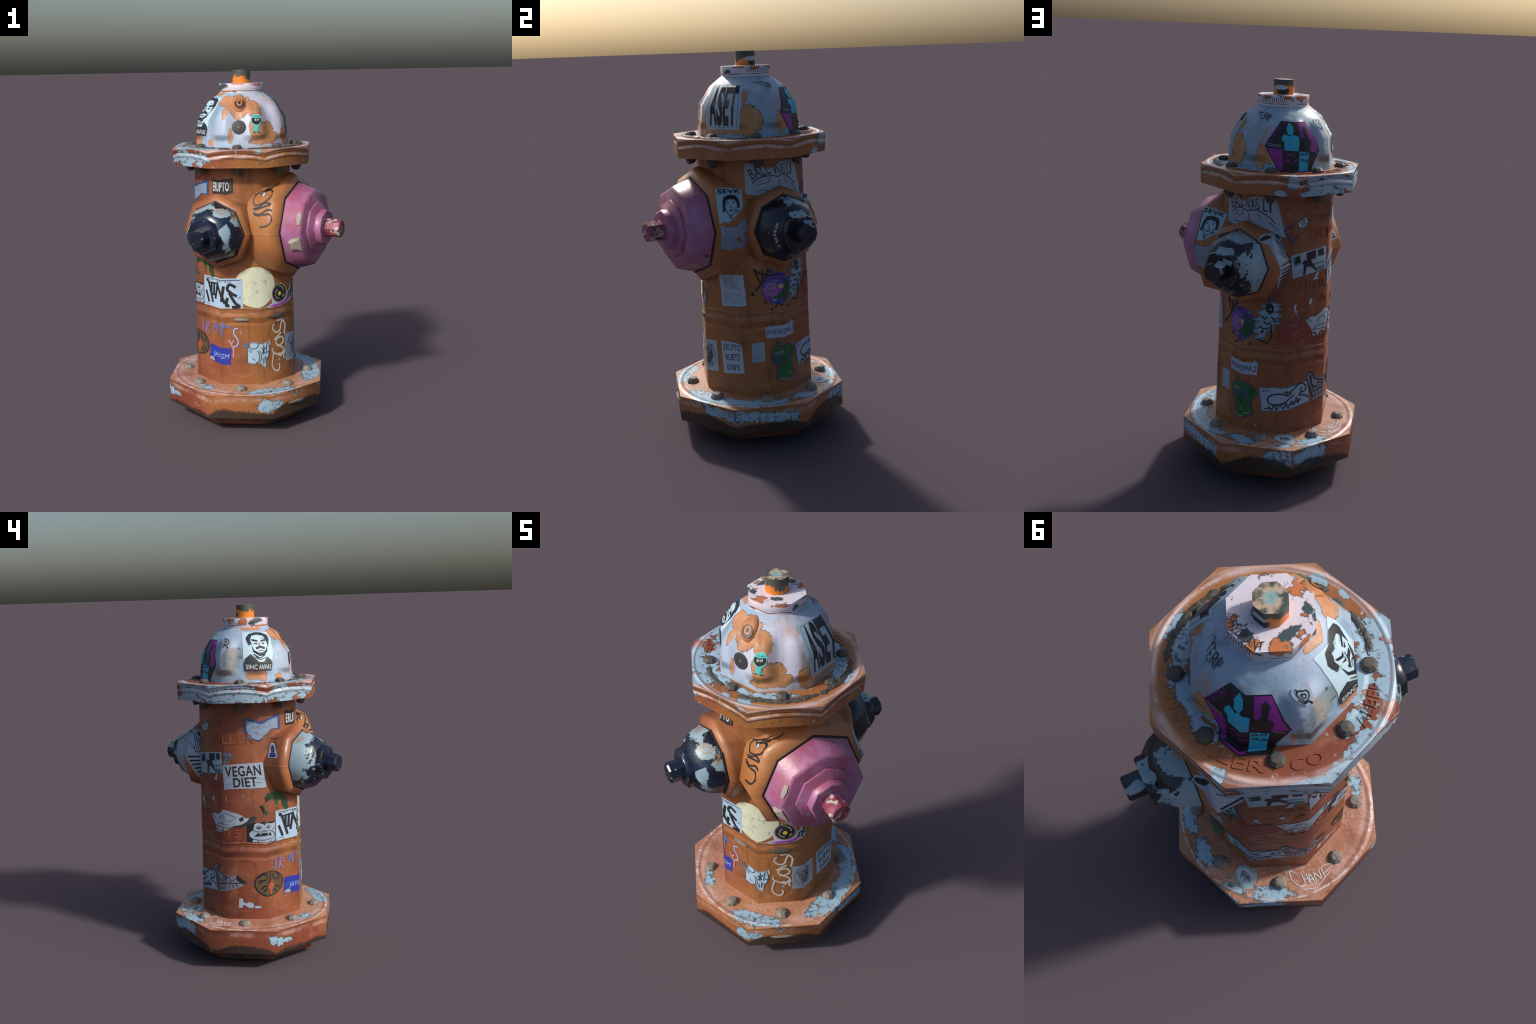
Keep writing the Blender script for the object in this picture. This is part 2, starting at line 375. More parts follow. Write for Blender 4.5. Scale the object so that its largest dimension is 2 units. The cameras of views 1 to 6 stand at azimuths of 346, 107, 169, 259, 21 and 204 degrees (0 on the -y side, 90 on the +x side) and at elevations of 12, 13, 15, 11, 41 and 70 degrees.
def mat_bonnet():
    n = Nodes('bonnet_paint')
    x, y, z = n.xyz()
    col = n.mix(n.step(n.noise(4, 3), .35, .65), lin(134, 162, 184), lin(158, 174, 200))
    col = n.mix(n.step(n.noise(16, 5, .65), .5, .75, (0, .4)), col, lin(150, 168, 176))
    col = n.mix(n.step(n.ragged(n.blobs([(25, .22, 1.74, .20, .20, .22)]), .5, 5), -.2, .5, (0, .85)), col, lin(192, 190, 208))
    # grey-green smear on the back
    sm = n.ragged(n.blobs([(-122, .25, 1.70, .06, .07), (-112, .24, 1.74, .04, .04), (-135, .255, 1.64, .04, .05)]), 1.3, 14, 5)
    col = n.mix(n.step(sm, -.1, .25, (0, .8)), col, lin(120, 132, 134))
    col = n.mix(n.math('MULTIPLY', n.step(sm, -.2, .1), n.step(n.noise(30, 6, .7), .58, .66)), col, lin(70, 74, 72))
    # orange where the white has come off
    bl = [(-22, .19, 1.82, .06, .04), (-17, .20, 1.79, .05, .04), (4, .225, 1.785, .035, .05), (4, .26, 1.69, .03, .065), (17, .25, 1.665, .05, .045), (24, .25, 1.64, .045, .03), (12, .25, 1.625, .07, .02),
          (-29, .25, 1.65, .011, .034), (-82, .262, 1.625, .03, .03), (-57, .252, 1.612, .02, .015), (-95, .262, 1.625, .028, .022), (111, .245, 1.675, .05, .068), (147, .252, 1.655, .024, .055), (156, .255, 1.65, .018, .03),
          (50, .262, 1.64, .03, .045), (66, .25, 1.62, .08, .02), (93, .26, 1.625, .05, .02), (-143, .254, 1.63, .007, .024), (-46, .18, 1.835, .03, .025), (-30, .20, 1.82, .03, .02), (-38, .235, 1.77, .014, .03), (-85, .13, 1.87, .05, .008), (105, .22, 1.78, .012, .03)]
    f = n.ragged(n.blobs(bl, 1.14), 1.5, 14, 6)
    f = n.ragged(f, .7, 55, 5, 5)
    oc = n.mix(n.step(x, -.1, .15), lin(180, 126, 90), lin(178, 126, 78))
    oc = n.mix(n.step(n.noise(30, 4), .4, .7, (0, .4)), oc, lin(194, 154, 128))
    col, m = n.cover(col, f, oc, lin(70, 62, 56), .03, .07)
    # washed-out streaks where orange grins through
    ang = n.angle()
    st = n.noise(9, 3, .5, n.scaled((1, 1, .22)))
    gate = n.step(n.math('ABSOLUTE', n.math('SUBTRACT', ang, math.radians(38))), .45, .15)
    col = n.mix(n.math('MULTIPLY', n.math('MULTIPLY', n.step(st, .48, .62), gate), .6), col, lin(208, 170, 150))
    vst = n.noise(13, 5, .6, n.scaled((1, 1, .14)))
    col = n.mix(n.math('MULTIPLY', n.step(vst, .54, .68, (0, .5)), n.math('SUBTRACT', 1.0, m)), col, lin(176, 142, 118))
    vs2 = n.noise(17, 5, .6, n.scaled((1, 1, .2)))
    col = n.mix(n.math('MULTIPLY', n.step(vs2, .56, .70, (0, .55)), n.math('SUBTRACT', 1.0, m)), col, lin(116, 128, 138))
    rs = n.ragged(n.blobs([(53, .19, 1.83, .022, .018), (48, .25, 1.73, .012, .03), (50, .255, 1.69, .02, .03)]), 1.2, 45, 5)
    col = n.mix(n.step(rs, -.05, .2, (0, .7)), col, lin(150, 140, 116))
    col = specks(n, col, 60, .13, .8, lin(96, 66, 44))
    # eight shallow flutes
    ph = n.math('PINGPONG', n.math('ADD', n.math('SUBTRACT', ang, math.radians(PHI)), math.pi*4), math.pi/8)
    fl = n.step(ph, math.pi/8-.02, .06)
    fade = n.math('MULTIPLY', n.step(z, 1.62, 1.66), n.step(z, 1.84, 1.78))
    h = n.math('MULTIPLY', n.math('MULTIPLY', fl, fade), 1.5)
    h = n.math('ADD', h, n.math('MULTIPLY', n.noise(30, 3), .12))
    h = n.math('ADD', h, n.math('MULTIPLY', m, -.06))
    return n.done(col, n.step(n.noise(20, 3), .3, .7, (.42, .58)), h, .016, 1.0)

def mat_collar():
    n = Nodes('collar_paint')
    x, y, z = n.xyz()
    col = n.mix(n.noise(8, 3), lin(198, 196, 214), lin(222, 212, 220))
    f = n.ragged(n.blobs([(-75, .13, 1.915, .08, .02), (-110, .12, 1.91, .05, .03), (30, .125, 1.92, .05, .012), (-20, .11, 1.925, .06, .008), (-140, .12, 1.92, .05, .03), (180, .12, 1.92, .05, .02), (130, .11, 1.925, .04, .02), (-60, .125, 1.884, .09, .008), (90, .12, 1.92, .04, .01)]), 2.6, 26, 6)
    f = n.math('SUBTRACT', f, .5)
    col, m = n.cover(col, f, lin(190, 116, 72), DIRT, .05, .12)
    f2 = n.ragged(n.blobs([(-70, .122, 1.915, .03, .014, .02), (-84, .125, 1.9, .02, .012, .02), (60, .125, 1.90, .02, .01, .02), (20, .075, 1.93, .03, .02, .014), (-120, .08, 1.93, .04, .02, .016), (-60, .1, 1.93, .02, .02, .014), (160, .1, 1.93, .02, .02, .02)]), 1.9, 45, 5)
    col, m2 = n.cover(col, f2, lin(62, 80, 84), None, .1)
    seam = n.math('MULTIPLY', n.step(n.math('ABSOLUTE', n.math('SUBTRACT', z, n.math('ADD', 1.884, n.math('MULTIPLY', n.noise(14, 2), .008)))), .004, .001), n.step(n.noise(10, 2), .35, .5))
    col = n.mix(n.math('MULTIPLY', seam, .8), col, lin(64, 44, 32))
    h = n.math('ADD', n.math('MULTIPLY', n.step(n.math('ABSOLUTE', n.math('SUBTRACT', z, 1.91)), .02, .005), .8), n.math('MULTIPLY', n.noise(50, 3), .2))
    return n.done(col, .42, h, .004, .7)

def mat_stem():
    n = Nodes('stem_paint')
    x, y, z = n.xyz()
    t = n.math('ADD', n.math('MULTIPLY', n.math('SUBTRACT', z, 1.962), 22), n.math('MULTIPLY', n.math('SUBTRACT', n.noise(24, 4, .6, n.scaled((1, 1, .6))), .5), 5.0))
    col = n.mix(n.noise(20, 2), lin(222, 132, 30), lin(206, 112, 40))
    col = n.mix(n.step(t, -.05, .05), col, lin(72, 78, 74))
    back = n.ragged(n.blobs([(165, .05, 1.945, .03, .025)]), .5, 40)
    col = n.mix(n.step(back, 0, .05), col, lin(30, 30, 32))
    back2 = n.ragged(n.blobs([(150, .05, 1.962, .035, .012)]), .8, 40)
    col = n.mix(n.step(back2, 0, .05), col, lin(170, 186, 200))
    top = n.step(z, 1.9985, 1.9995)
    tp = n.mix(n.step(n.noise(26, 4), .42, .6), lin(64, 76, 74), lin(184, 160, 140))
    tp = n.mix(n.step(n.rho(), .024, .018, (0, .8)), tp, lin(132, 170, 168))
    col = n.mix(top, col, tp)
    return n.done(col, .5, n.noise(60, 4), .003, .5)

def mat_foot():
    n = Nodes('foot_paint')
    col = n.mix(n.step(n.noise(6, 4), .40, .6), lin(112, 52, 32), lin(48, 42, 34))
    col = n.mix(n.step(n.noise(40, 5, .7), .5, .7, (0, .7)), col, lin(36, 34, 30))
    return n.done(col, .7, n.noise(40, 4), .004, .6)

def mat_sleeve():
    n = Nodes('outlet_paint')
    x, y, z = n.xyz()
    col = orange_base(n)
    col = n.mix(n.step(n.noise(4, 2), .45, .6, (0, .4)), col, lin(186, 122, 82))  # tint toned down towards the shadowed look of the pumper neck
    col = specks(n, col, 55, .16)
    # casting seam at mid height
    sm = n.math('SUBTRACT', n.math('ABSOLUTE', n.math('SUBTRACT', z, n.math('ADD', 1.126, n.math('MULTIPLY', n.noise(9, 1), .01)))), 0)
    h = n.math('ADD', n.math('MULTIPLY', n.step(sm, .006, 0), .5), n.math('MULTIPLY', n.noise(40, 3), .2))
    return n.done(col, n.step(n.noise(20, 3), .3, .7, (.33, .5)), h, .004, .7)

def mat_navy(name, pale_blobs, rust_blobs, az):
    n = Nodes(name)
    col = n.mix(n.step(n.noise(9, 3), .4, .7), lin(20, 24, 36), lin(26, 40, 66))
    f = n.ragged(n.blobs(pale_blobs, 1.2), 2.2, 13, 6)
    f = n.ragged(f, 1.2, 45, 5, 9)
    col, m = n.cover(col, f, n.mix(n.noise(14, 3), lin(150, 178, 192), lin(122, 146, 158)), lin(22, 26, 30), .03, .10)
    sp = n.math('MULTIPLY', n.step(n.noise(46, 5, .6), .64, .67), n.step(n.noise(7, 2), .48, .6))
    col = n.mix(n.math('MULTIPLY', sp, n.step(m, 0, 1, (.8, 0))), col, lin(150, 172, 184))
    col = n.mix(n.math('MULTIPLY', sp, n.step(m, 0, 1, (0, .7))), col, lin(46, 46, 44))
    r = n.ragged(n.blobs(rust_blobs), 1.2, 26, 5)
    col = n.mix(n.math('MULTIPLY', n.step(r, -.05, .25, (0, .85)), n.step(n.noise(90, 4), .38, .55)), col, lin(150, 122, 92))
    h = n.math('ADD', n.math('MULTIPLY', n.noise(30, 4), .5), n.math('MULTIPLY', m, -.15))
    return n.done(col, n.step(m, 0, 1, (.26, .45)), h, .004, .6, spec=.6)

def mat_pink():
    n = Nodes('pink_cap_paint')
    x, y, z = n.xyz()
    col = n.mix(n.step(n.noise(5, 3), .35, .65), lin(162, 110, 152), lin(154, 84, 112))  # lavender share is sky reflection tinted into the cap's colour
    col = n.mix(n.step(n.noise(11, 4), .5, .7, (0, .5)), col, lin(172, 124, 170))
    # rubbed rose edge on the front ring
    ch = n.math('MULTIPLY', n.step(n.noise(38, 5, .6), .63, .66), n.step(n.noise(6, 3), .44, .56))
    col = n.mix(n.math('MULTIPLY', ch, .85), col, n.mix(n.step(n.noise(17, 2), .45, .55), lin(160, 178, 186), lin(72, 40, 44)))
    col = specks(n, col, 90, .18, .8, lin(70, 34, 44))
    dr = n.ragged(n.blobs([(48, .34, .93, .09, .02), (66, .36, .96, .03, .02), (74, .36, 1.02, .014, .014)]), 1.6, 30, 5)
    col = n.mix(n.step(dr, 0, .12, (0, .85)), col, lin(58, 50, 54))
    h = n.math('MULTIPLY', n.noise(36, 4), .5)
    return n.done(col, .38, h, .004, .6)

def mat_pink_nut():
    n = Nodes('pink_nut_paint')
    col = n.mix(n.step(n.noise(14, 3), .35, .65), lin(156, 92, 118), lin(126, 52, 68))
    f = n.ragged(n.math('SUBTRACT', n.noise(22, 5), .56), .2, 60)
    col = n.mix(n.step(f, 0, .02), col, lin(172, 170, 158))
    f = n.ragged(n.math('SUBTRACT', n.noise(15, 5), .6), .2, 50, 4, 4)
    col = n.mix(n.step(f, 0, .03), col, lin(56, 44, 42))
    return n.done(col, .4, n.noise(40, 4), .005, .7)

def mat_grey(name, base, var=.25):
    n = Nodes(name)
    col = n.mix(n.noise(12, 3), tuple(c*(1-var) for c in base[:3])+(1,), tuple(min(1, c*(1+var)) for c in base[:3])+(1,))
    col = n.mix(n.step(n.noise(50, 4), .55, .75, (0, .35)), col, lin(60, 52, 44))
    return n.done(col, .62, n.noise(60, 3), .002, .4)

INKS = {}
def ink(r, g, b, dirty=.18, rough=.5):
    key = (r, g, b, dirty)
    if key in INKS: return INKS[key]
    n = Nodes('ink_%02x%02x%02x' % (r, g, b))
    base = lin(r, g, b)
    dk = tuple(c*.72 for c in base[:3])+(1,)
    col = n.mix(n.step(n.noise(22, 5, .65), .42, .75, (0, dirty*2)), base, dk)
    if dirty > .3:
        col = n.mix(n.step(n.noise(60, 5, .7), .58, .66, (0, .6)), col, lin(110, 84, 66))
    INKS[key] = n.done(col, rough, n.noise(70, 3), .0015, .3)
    return INKS[key]

# ------------------------------------------------------------------ object helpers
root = bpy.data.objects.new('fire_hydrant', None)
bpy.context.scene.collection.objects.link(root)
root['label'] = 'weathered orange fire hydrant covered in stickers and graffiti'
root['category'] = 'fire hydrant'

def link(name, me, mat=None, parent=root):
    ob = bpy.data.objects.new(name, me)
    bpy.context.scene.collection.objects.link(ob)
    ob.parent = parent
    if mat: me.materials.append(mat)
    return ob

def smooth(me, deg):
    me.shade_smooth() if hasattr(me, 'shade_smooth') else None
    me.set_sharp_from_angle(angle=math.radians(deg))

def lathe_part(name, L, prof, mat, parent=root, deg=50, seg=1, cap0=True, cap1=True):
    """Eight-sided turned part along the profile, closed at both ends."""
    bm = bmesh.new()
    rings = []
    for r, h in prof:
        if r < 1e-6:
            rings.append([bm.verts.new(L.o+L.A*h)])
        else:
            rings.append([bm.verts.new(L.corner(k, r, h)) for k in range(8)])
    for a, b in zip(rings, rings[1:]):
        for k in range(8):
            j = (k+1) % 8
            if len(a) == 1: bm.faces.new((a[0], b[j], b[k]))
            elif len(b) == 1: bm.faces.new((a[k], a[j], b[0]))
            else: bm.faces.new((a[k], a[j], b[j], b[k]))
    if cap0 and len(rings[0]) == 8: bm.faces.new(rings[0][::-1])
    if cap1 and len(rings[-1]) == 8: bm.faces.new(rings[-1])
    bmesh.ops.recalc_face_normals(bm, faces=bm.faces)
    me = bpy.data.meshes.new(name)
    bm.to_mesh(me); bm.free()
    smooth(me, deg)
    return link(name, me, mat, parent)

# ------------------------------------------------------------------ decals on the lathe surfaces
class Sheet:
    """Maps flat drawing coordinates x in 0..a, y in 0..1 onto a lathe surface through four measured corners."""
    def __init__(s, L, tl, tr, br, bl, a=1.0):
        s.L, s.q, s.a = L, (tl, tr, br, bl), a
    def uv(s, x, y):
        x /= s.a
        tl, tr, br, bl = s.q
        f = lambda i: (bl[i]*(1-x)+br[i]*x)*(1-y)+(tl[i]*(1-x)+tr[i]*x)*y
        return f(0), f(1)

def poly_tris(pts):
    v = [Vector((p[0], p[1], 0)) for p in pts]
    return [[(pts[i][0], pts[i][1], 0) for i in t] for t in tessellate_polygon([v])]

def ribbon(pts, w, closed=False, curve=True):
    """A drawn line as triangles; corners rounded by a Catmull-Rom pass."""
    P = [Vector(p[:2]) for p in pts]
    n = len(P)
    if curve and n > 2:
        Q = []
        rng = range(n if closed else n-1)
        for i in rng:
            p0 = P[(i-1) % n] if closed or i > 0 else P[i]
            p1, p2 = P[i], P[(i+1) % n]
            p3 = P[(i+2) % n] if closed or i+2 < n else p2
            for k in range(5):
                t = k/5
                Q.append(.5*((2*p1)+(p2-p0)*t+(2*p0-5*p1+4*p2-p3)*t*t+(3*p1-p0-3*p2+p3)*t**3))
        if not closed: Q.append(P[-1])
        P = Q; n = len(P)
    if closed: P = P+[P[0], P[1]]; n = len(P)
    L, R = [], []
    for i in range(n):
        a, b = P[max(0, i-1)], P[min(n-1, i+1)]
        d = (b-a)
        d = d.normalized() if d.length > 1e-9 else Vector((1, 0))
        nn = Vector((-d.y, d.x))*(w/2)
        L.append(P[i]+nn); R.append(P[i]-nn)
    tr = []
    m = n-1 if not closed else n-2
    for i in range(m):
        z0, z1 = i*1e-6, (i+1)*1e-6
        tr.append([(L[i].x, L[i].y, z0), (R[i].x, R[i].y, z0), (R[i+1].x, R[i+1].y, z1)])
        tr.append([(L[i].x, L[i].y, z0), (R[i+1].x, R[i+1].y, z1), (L[i+1].x, L[i+1].y, z1)])
    return tr

def oval(cx, cy, rx, ry, n=24, a0=0, a1=360):
    return [(cx+rx*math.cos(math.radians(a0+(a1-a0)*i/n)), cy+ry*math.sin(math.radians(a0+(a1-a0)*i/n))) for i in range(n if a1-a0 == 360 else n+1)]

def torn(pts, amp, step, seed=1):
    """Polygon with a ragged, torn edge."""
    rnd = random.Random(seed); out = []
    n = len(pts)
    for i in range(n):
        a, b = Vector(pts[i][:2]), Vector(pts[(i+1) % n][:2])
        d = b-a; k = max(1, int(d.length/step)); nn = Vector((-d.y, d.x)).normalized() if d.length else Vector((0, 0))
        for j in range(k):
            t = j/k
            p = a+d*t+(nn*rnd.uniform(-amp, amp) if j else Vector((0, 0)))
            out.append((p.x, p.y))
    return out

def glyphs(txt, x, y, w, h, depth=0.0, bold=0.0, shear=0.0, rot=0.0):
    """Built-in font lettering stretched into a box; returns triangles."""
    cu = bpy.data.curves.new('lettering', 'FONT')
    cu.body = txt; cu.resolution_u = 3; cu.offset = bold; cu.shear = shear
    cu.space_character = 1.05+bold*2
    if depth: cu.extrude = .5
    ob = bpy.data.objects.new('lettering', cu)
    bpy.context.scene.collection.objects.link(ob)
    dg = bpy.context.evaluated_depsgraph_get()
    me = ob.evaluated_get(dg).to_mesh()
    me.calc_loop_triangles()
    vs = [v.co.copy() for v in me.vertices]
    tris = [tuple(t.vertices) for t in me.loop_triangles]
    ob.evaluated_get(dg).to_mesh_clear()
    bpy.data.objects.remove(ob); bpy.data.curves.remove(cu)
    x0, x1 = min(v.x for v in vs), max(v.x for v in vs)
    y0, y1 = min(v.y for v in vs), max(v.y for v in vs)
    c, s_ = math.cos(math.radians(rot)), math.sin(math.radians(rot))
    res = []
    for t in tris:
        q = []
        for i in t:
            px, py = (vs[i].x-x0)/(x1-x0)*w-w/2, (vs[i].y-y0)/(y1-y0)*h-h/2
            q.append((x+w/2+px*c-py*s_, y+h/2+px*s_+py*c, (vs[i].z+.5)*depth if depth else 0))
        res.append(q)
    return res

def lay(name, sheet, tris, mat, off=.0014, parent=root, warp=None):
    """Drape triangles of a sheet on its lathe surface, cutting them where the surface bends."""
    L = sheet.L
    bm = bmesh.new()
    for t in tris:
        vv = []
        for p in t:
            x, y = p[0], p[1]
            if warp: x, y = warp(x, y)
            u, v = sheet.uv(x, y)
            vv.append(bm.verts.new((u, v, p[2] if len(p) > 2 else 0)))
        bm.faces.new(vv)
    bmesh.ops.remove_doubles(bm, verts=bm.verts, dist=1e-7)
    us = [v.co.x for v in bm.verts]; vs = [v.co.y for v in bm.verts]
    for k in range(math.ceil(min(us)+1e-6), math.floor(max(us)-1e-6)+1):
        bmesh.ops.bisect_plane(bm, geom=bm.verts[:]+bm.edges[:]+bm.faces[:], dist=1e-6, plane_co=(k, 0, 0), plane_no=(1, 0, 0))
    for b in L.V:
        if min(vs)+1e-5 < b < max(vs)-1e-5:
            bmesh.ops.bisect_plane(bm, geom=bm.verts[:]+bm.edges[:]+bm.faces[:], dist=1e-6, plane_co=(0, b, 0), plane_no=(0, 1, 0))
    nor = []
    for v in bm.verts:
        u, w, z = v.co
        nor.append(L.normal(u, w))
        v.co = L.pt(u, w, off+z)
    # face outwards
    for f in bm.faces:
        f.normal_update()
        c = f.verts[0].index
    bm.verts.index_update()
    deep = any(abs(p[2]) > 1e-4 for t in tris for p in t if len(p) > 2)
    if not deep:
        flip = [f for f in bm.faces if f.normal.dot(nor[f.verts[0].index]) < 0]
        bmesh.ops.reverse_faces(bm, faces=flip)
    me = bpy.data.meshes.new(name)
    bm.to_mesh(me); bm.free()
    if not deep:
        me.shade_smooth()
        me.normals_split_custom_set_from_vertices([tuple(v) for v in nor])
    return link(name, me, mat, parent)

class Sticker:
    """A paper sticker: a cut outline with printed shapes on top as sub-parts."""
    def __init__(s, L, tl, tr, br, bl, a=1.0, paper=(160, 186, 210), outline=None, name='sticker', dirty=.18, off=.0014, tear=.006, seed=1):
        s.sh = Sheet(L, tl, tr, br, bl, a)
        s.a = a; s.lv = off; s.k = 0
        pts = outline or [(0, 0), (a, 0), (a, 1), (0, 1)]
        if tear: pts = torn(pts, tear, .12, seed)
        if paper is not None:
            s.ob = lay(name, s.sh, poly_tris(pts), ink(*paper, dirty), off)
        else:
            s.ob = root
    def put(s, col, *tris, name='sticker_print', dirty=.18, depth=None):
        s.k += 1
        all_t = []
        for i, t in enumerate(tris):
            all_t += [[(p[0], p[1], (p[2] if len(p) > 2 else 0)+i*4e-5) for p in q] for q in t]
        lay(name, s.sh, all_t, ink(*col, dirty), s.lv+.0006*s.k, s.ob)
        return s
    def poly(s, col, *polys, **kw):
        return s.put(col, *[poly_tris(p) for p in polys], **kw)
    def draw(s, col, w, *lines, curve=True, closed=False, **kw):
        return s.put(col, *[ribbon(l, w, closed, curve) for l in lines], **kw)
    def text(s, col, txt, x, y, w, h, **kw):
        return s.put(col, glyphs(txt, x, y, w, h, **kw))

# ================================================================== BODY
M_BARREL, M_BASE, M_BONNET = mat_barrel(), mat_base(), mat_bonnet()
M_SLEEVE = mat_sleeve()
lathe_part('foot', main, FOOT, mat_foot())
lathe_part('base_flange', main, BASE, M_BASE)
lathe_part('barrel', main, BARREL, M_BARREL)
fl = lathe_part('bonnet_flange', main, FLANGE, mat_flange('side'))
fl.data.materials.append(mat_flange('top'))
for p in fl.data.polygons:
    if p.normal.z > .7: p.material_index = 1
lathe_part('bonnet', main, BONNET, M_BONNET)
lathe_part('bonnet_collar', main, COLLAR, mat_collar())
lathe_part('operating_nut', main, STEM, mat_stem())

# outlets: sleeve > cap > nut
def outlet(L, neck, sleeve, cap, nut, m_cap, m_nut, name):
    sl = lathe_part(name, neck, sleeve, M_SLEEVE, deg=64)
    cp = lathe_part('outlet_cap', L, cap, m_cap, sl, deg=47)
    lathe_part('cap_nut', L, nut, m_nut, sl, deg=30)
    gask = [(cap[0][0]+.006, cap[0][1]-.012), (cap[0][0]+.006, cap[0][1]+.004), (cap[0][0]-.002, cap[0][1]+.007)]
    n = bpy.data.materials.get('gasket_black') or mat_grey('gasket_black', lin(30, 28, 28))
    lathe_part('gasket', L, gask, n, sl)
    return sl

BCAP = [(.167, .338), (.166, .352), (.152, .395), (.134, .430), (.100, .4625), (.097, .4625), (.096, .470), (.096, .488), (.090, .496)]
BNUT = [(.05, .49), (.05, .557), (.044, .565)]
m_nl = mat_navy('navy_cap_paint', [(-62, .36, 1.19, .09, .13, .16), (-66, .40, 1.12, .05, .13, .14), (-50, .37, 1.28, .06, .035, .06), (-30, .40, 1.25, .05, .02, .06), (-22, .36, 1.20, .05, .03, .05), (-27, .45, 1.15, .02, .04, .04), (-27, .42, 1.115, .02, .05, .04), (-55, .55, 1.12, .025, .03, .03)],
                [(-55, .37, 1.27, .05, .03, .03), (-32, .40, 1.26, .05, .02, .03), (-24, .38, 1.23, .03, .03, .03), (-72, .36, 1.15, .02, .12, .03)], -42)
m_nr = mat_navy('navy_cap_paint_back', [(158, .38, 1.16, .09, .10, .13), (160, .36, 1.05, .08, .09, .08), (143, .37, 1.28, .07, .03, .06), (137, .45, 1.22, .04, .015, .05), (150, .47, 1.14, .02, .05, .02), (142, .53, 1.18, .03, .014, .05)],
                [(138, .36, 1.285, .06, .012, .02), (160, .345, 1.2, .03, .09, .02), (165, .34, 1.1, .02, .1, .02)], 138)
BSL = BL[:4]
sl_l = outlet(out_l, neck_l, BSL, BCAP, BNUT, m_nl, m_nl, 'side_outlet')
sl_r = outlet(out_r, neck_r, BSL, BCAP, BNUT, m_nr, m_nr, 'side_outlet')
PCAP = [(.246, .345), (.2407, .358), (.2150, .440), (.2105, .4495), (.2010, .4550), (.150, .4565), (.147, .459), (.147, .468), (.140, .4725), (.114, .480), (.110, .484), (.103, .486), (.102, .515), (.096, .521)]
PNUT = [(.05, .515), (.05, .602), (.044, .608)]
m_pk = mat_pink()
sl_p = outlet(out_p, out_p, PK[:4], PCAP, PNUT, m_pk, mat_pink_nut(), 'pumper_outlet')

# bolts
M_BOLT = mat_grey('bolt_iron', lin(76, 72, 67))
M_BOLT2 = mat_grey('bolt_galvanised', lin(124, 118, 110))
def bolt_mesh(name, r, h, sides, seed, mat):
    rnd = random.Random(seed)
    bm = bmesh.new()
    rings = []
    for rr, z in ((1.0, -.3), (1.0, .45), (.62, .9)):
        rings.append([bm.verts.new((r*rr*rnd.uniform(.92, 1.06)*math.cos(2*math.pi*(k+.2*rnd.random())/sides), r*rr*rnd.uniform(.92, 1.06)*math.sin(2*math.pi*(k+.2*rnd.random())/sides), h*z*rnd.uniform(.93, 1.07))) for k in range(sides)])
    tip = bm.verts.new((rnd.uniform(-.15, .15)*r, rnd.uniform(-.15, .15)*r, h))
    for a, b in zip(rings, rings[1:]):
        for k in range(sides):
            j = (k+1) % sides
            bm.faces.new((a[k], a[j], b[j])); bm.faces.new((a[k], b[j], b[k]))
    for k in range(sides):
        bm.faces.new((rings[-1][k], rings[-1][(k+1) % sides], tip))
    me = bpy.data.meshes.new(name); bm.to_mesh(me); bm.free()
    me.materials.append(mat)
    return me

def place(name, me, P, rotz, flip=False, sc=1.0, parent=root):
    ob = link(name, me, None, parent)
    ob.location = P
    ob.rotation_euler = (math.pi if flip else 0, 0, rotz)
    ob.scale = (sc, sc, sc)
    return ob

tops = [bolt_mesh('flange_bolt', .029, .022, 7, i, M_BOLT) for i in range(3)]
bases = [bolt_mesh('base_bolt', .033, .031, 8, 10+i, M_BOLT2) for i in range(3)]
unders = [bolt_mesh('flange_nut', .030, .050, 6, 20+i, M_BOLT) for i in range(3)]
for k in range(8):
    az = PHI+22.5+45*k
    d = dirv(az)
    place('flange_bolt', tops[k % 3], d*.296+Vector((CX, 0, 1.586)), k*.9)
    place('base_bolt', bases[k % 3], d*.356+Vector((CX, 0, .239)), k*1.3)
    place('flange_nut', unders[k % 3], d*.302+Vector((CX, 0, 1.488)), k*.7, True)
    place('base_nut', unders[(k+1) % 3], d*.365+Vector((CX, 0, .106)), k*.5, True, .8)

#STICKERS
# ================================================================== STICKERS AND MARKS
WHITE, BLACK, SOFT = (160, 186, 210), (34, 34, 38), (150, 166, 184)
W = lambda u, v: (u, v)

# --- barrel, upper half
Sticker(main, (6.75, 2.036), (7.355, 2.038), (7.35, 1.954), (6.745, 1.950), 1.45, (36, 34, 36),
        [(0, 0), (.6, .03), (1.05, -.08), (1.45, .06), (1.45, 1), (1.0, .95), (.35, .90), (0, 1.02)]) \
    .text((186, 194, 204), 'ERUPTO', .07, .16, 1.15, .62, bold=.03).draw((150, 156, 164), .03, *[[(1.28, .2+.15*i), (1.35, .26+.15*i)] for i in range(5)])

t = Sticker(main, (5.55, 2.02), (6.59, 2.03), (6.59, 1.88), (5.55, 1.88), 1.5, (48, 72, 120), [(0, .95), (.62, .76), (1.48, .98), (1.5, .38), (1.02, .40), (.8, .2), (.56, .0), (.13, .10), (0, .46)], dirty=.3)
t.poly((128, 146, 172), torn([(.09, .84), (.62, .66), (1.38, .86), (1.38, .42), (1.02, .42), (.76, .22), (.52, .06), (.18, .16), (.10, .5)], .02, .1, 4), dirty=.4)
t.draw((92, 108, 134), .016, [(.3, .5), (.35, .62), (.45, .5), (.5, .6), (.6, .48)], [(.7, .5), (.8, .62), (.85, .5), (1.0, .6)], [(.3, .3), (.45, .38), (.55, .28)])

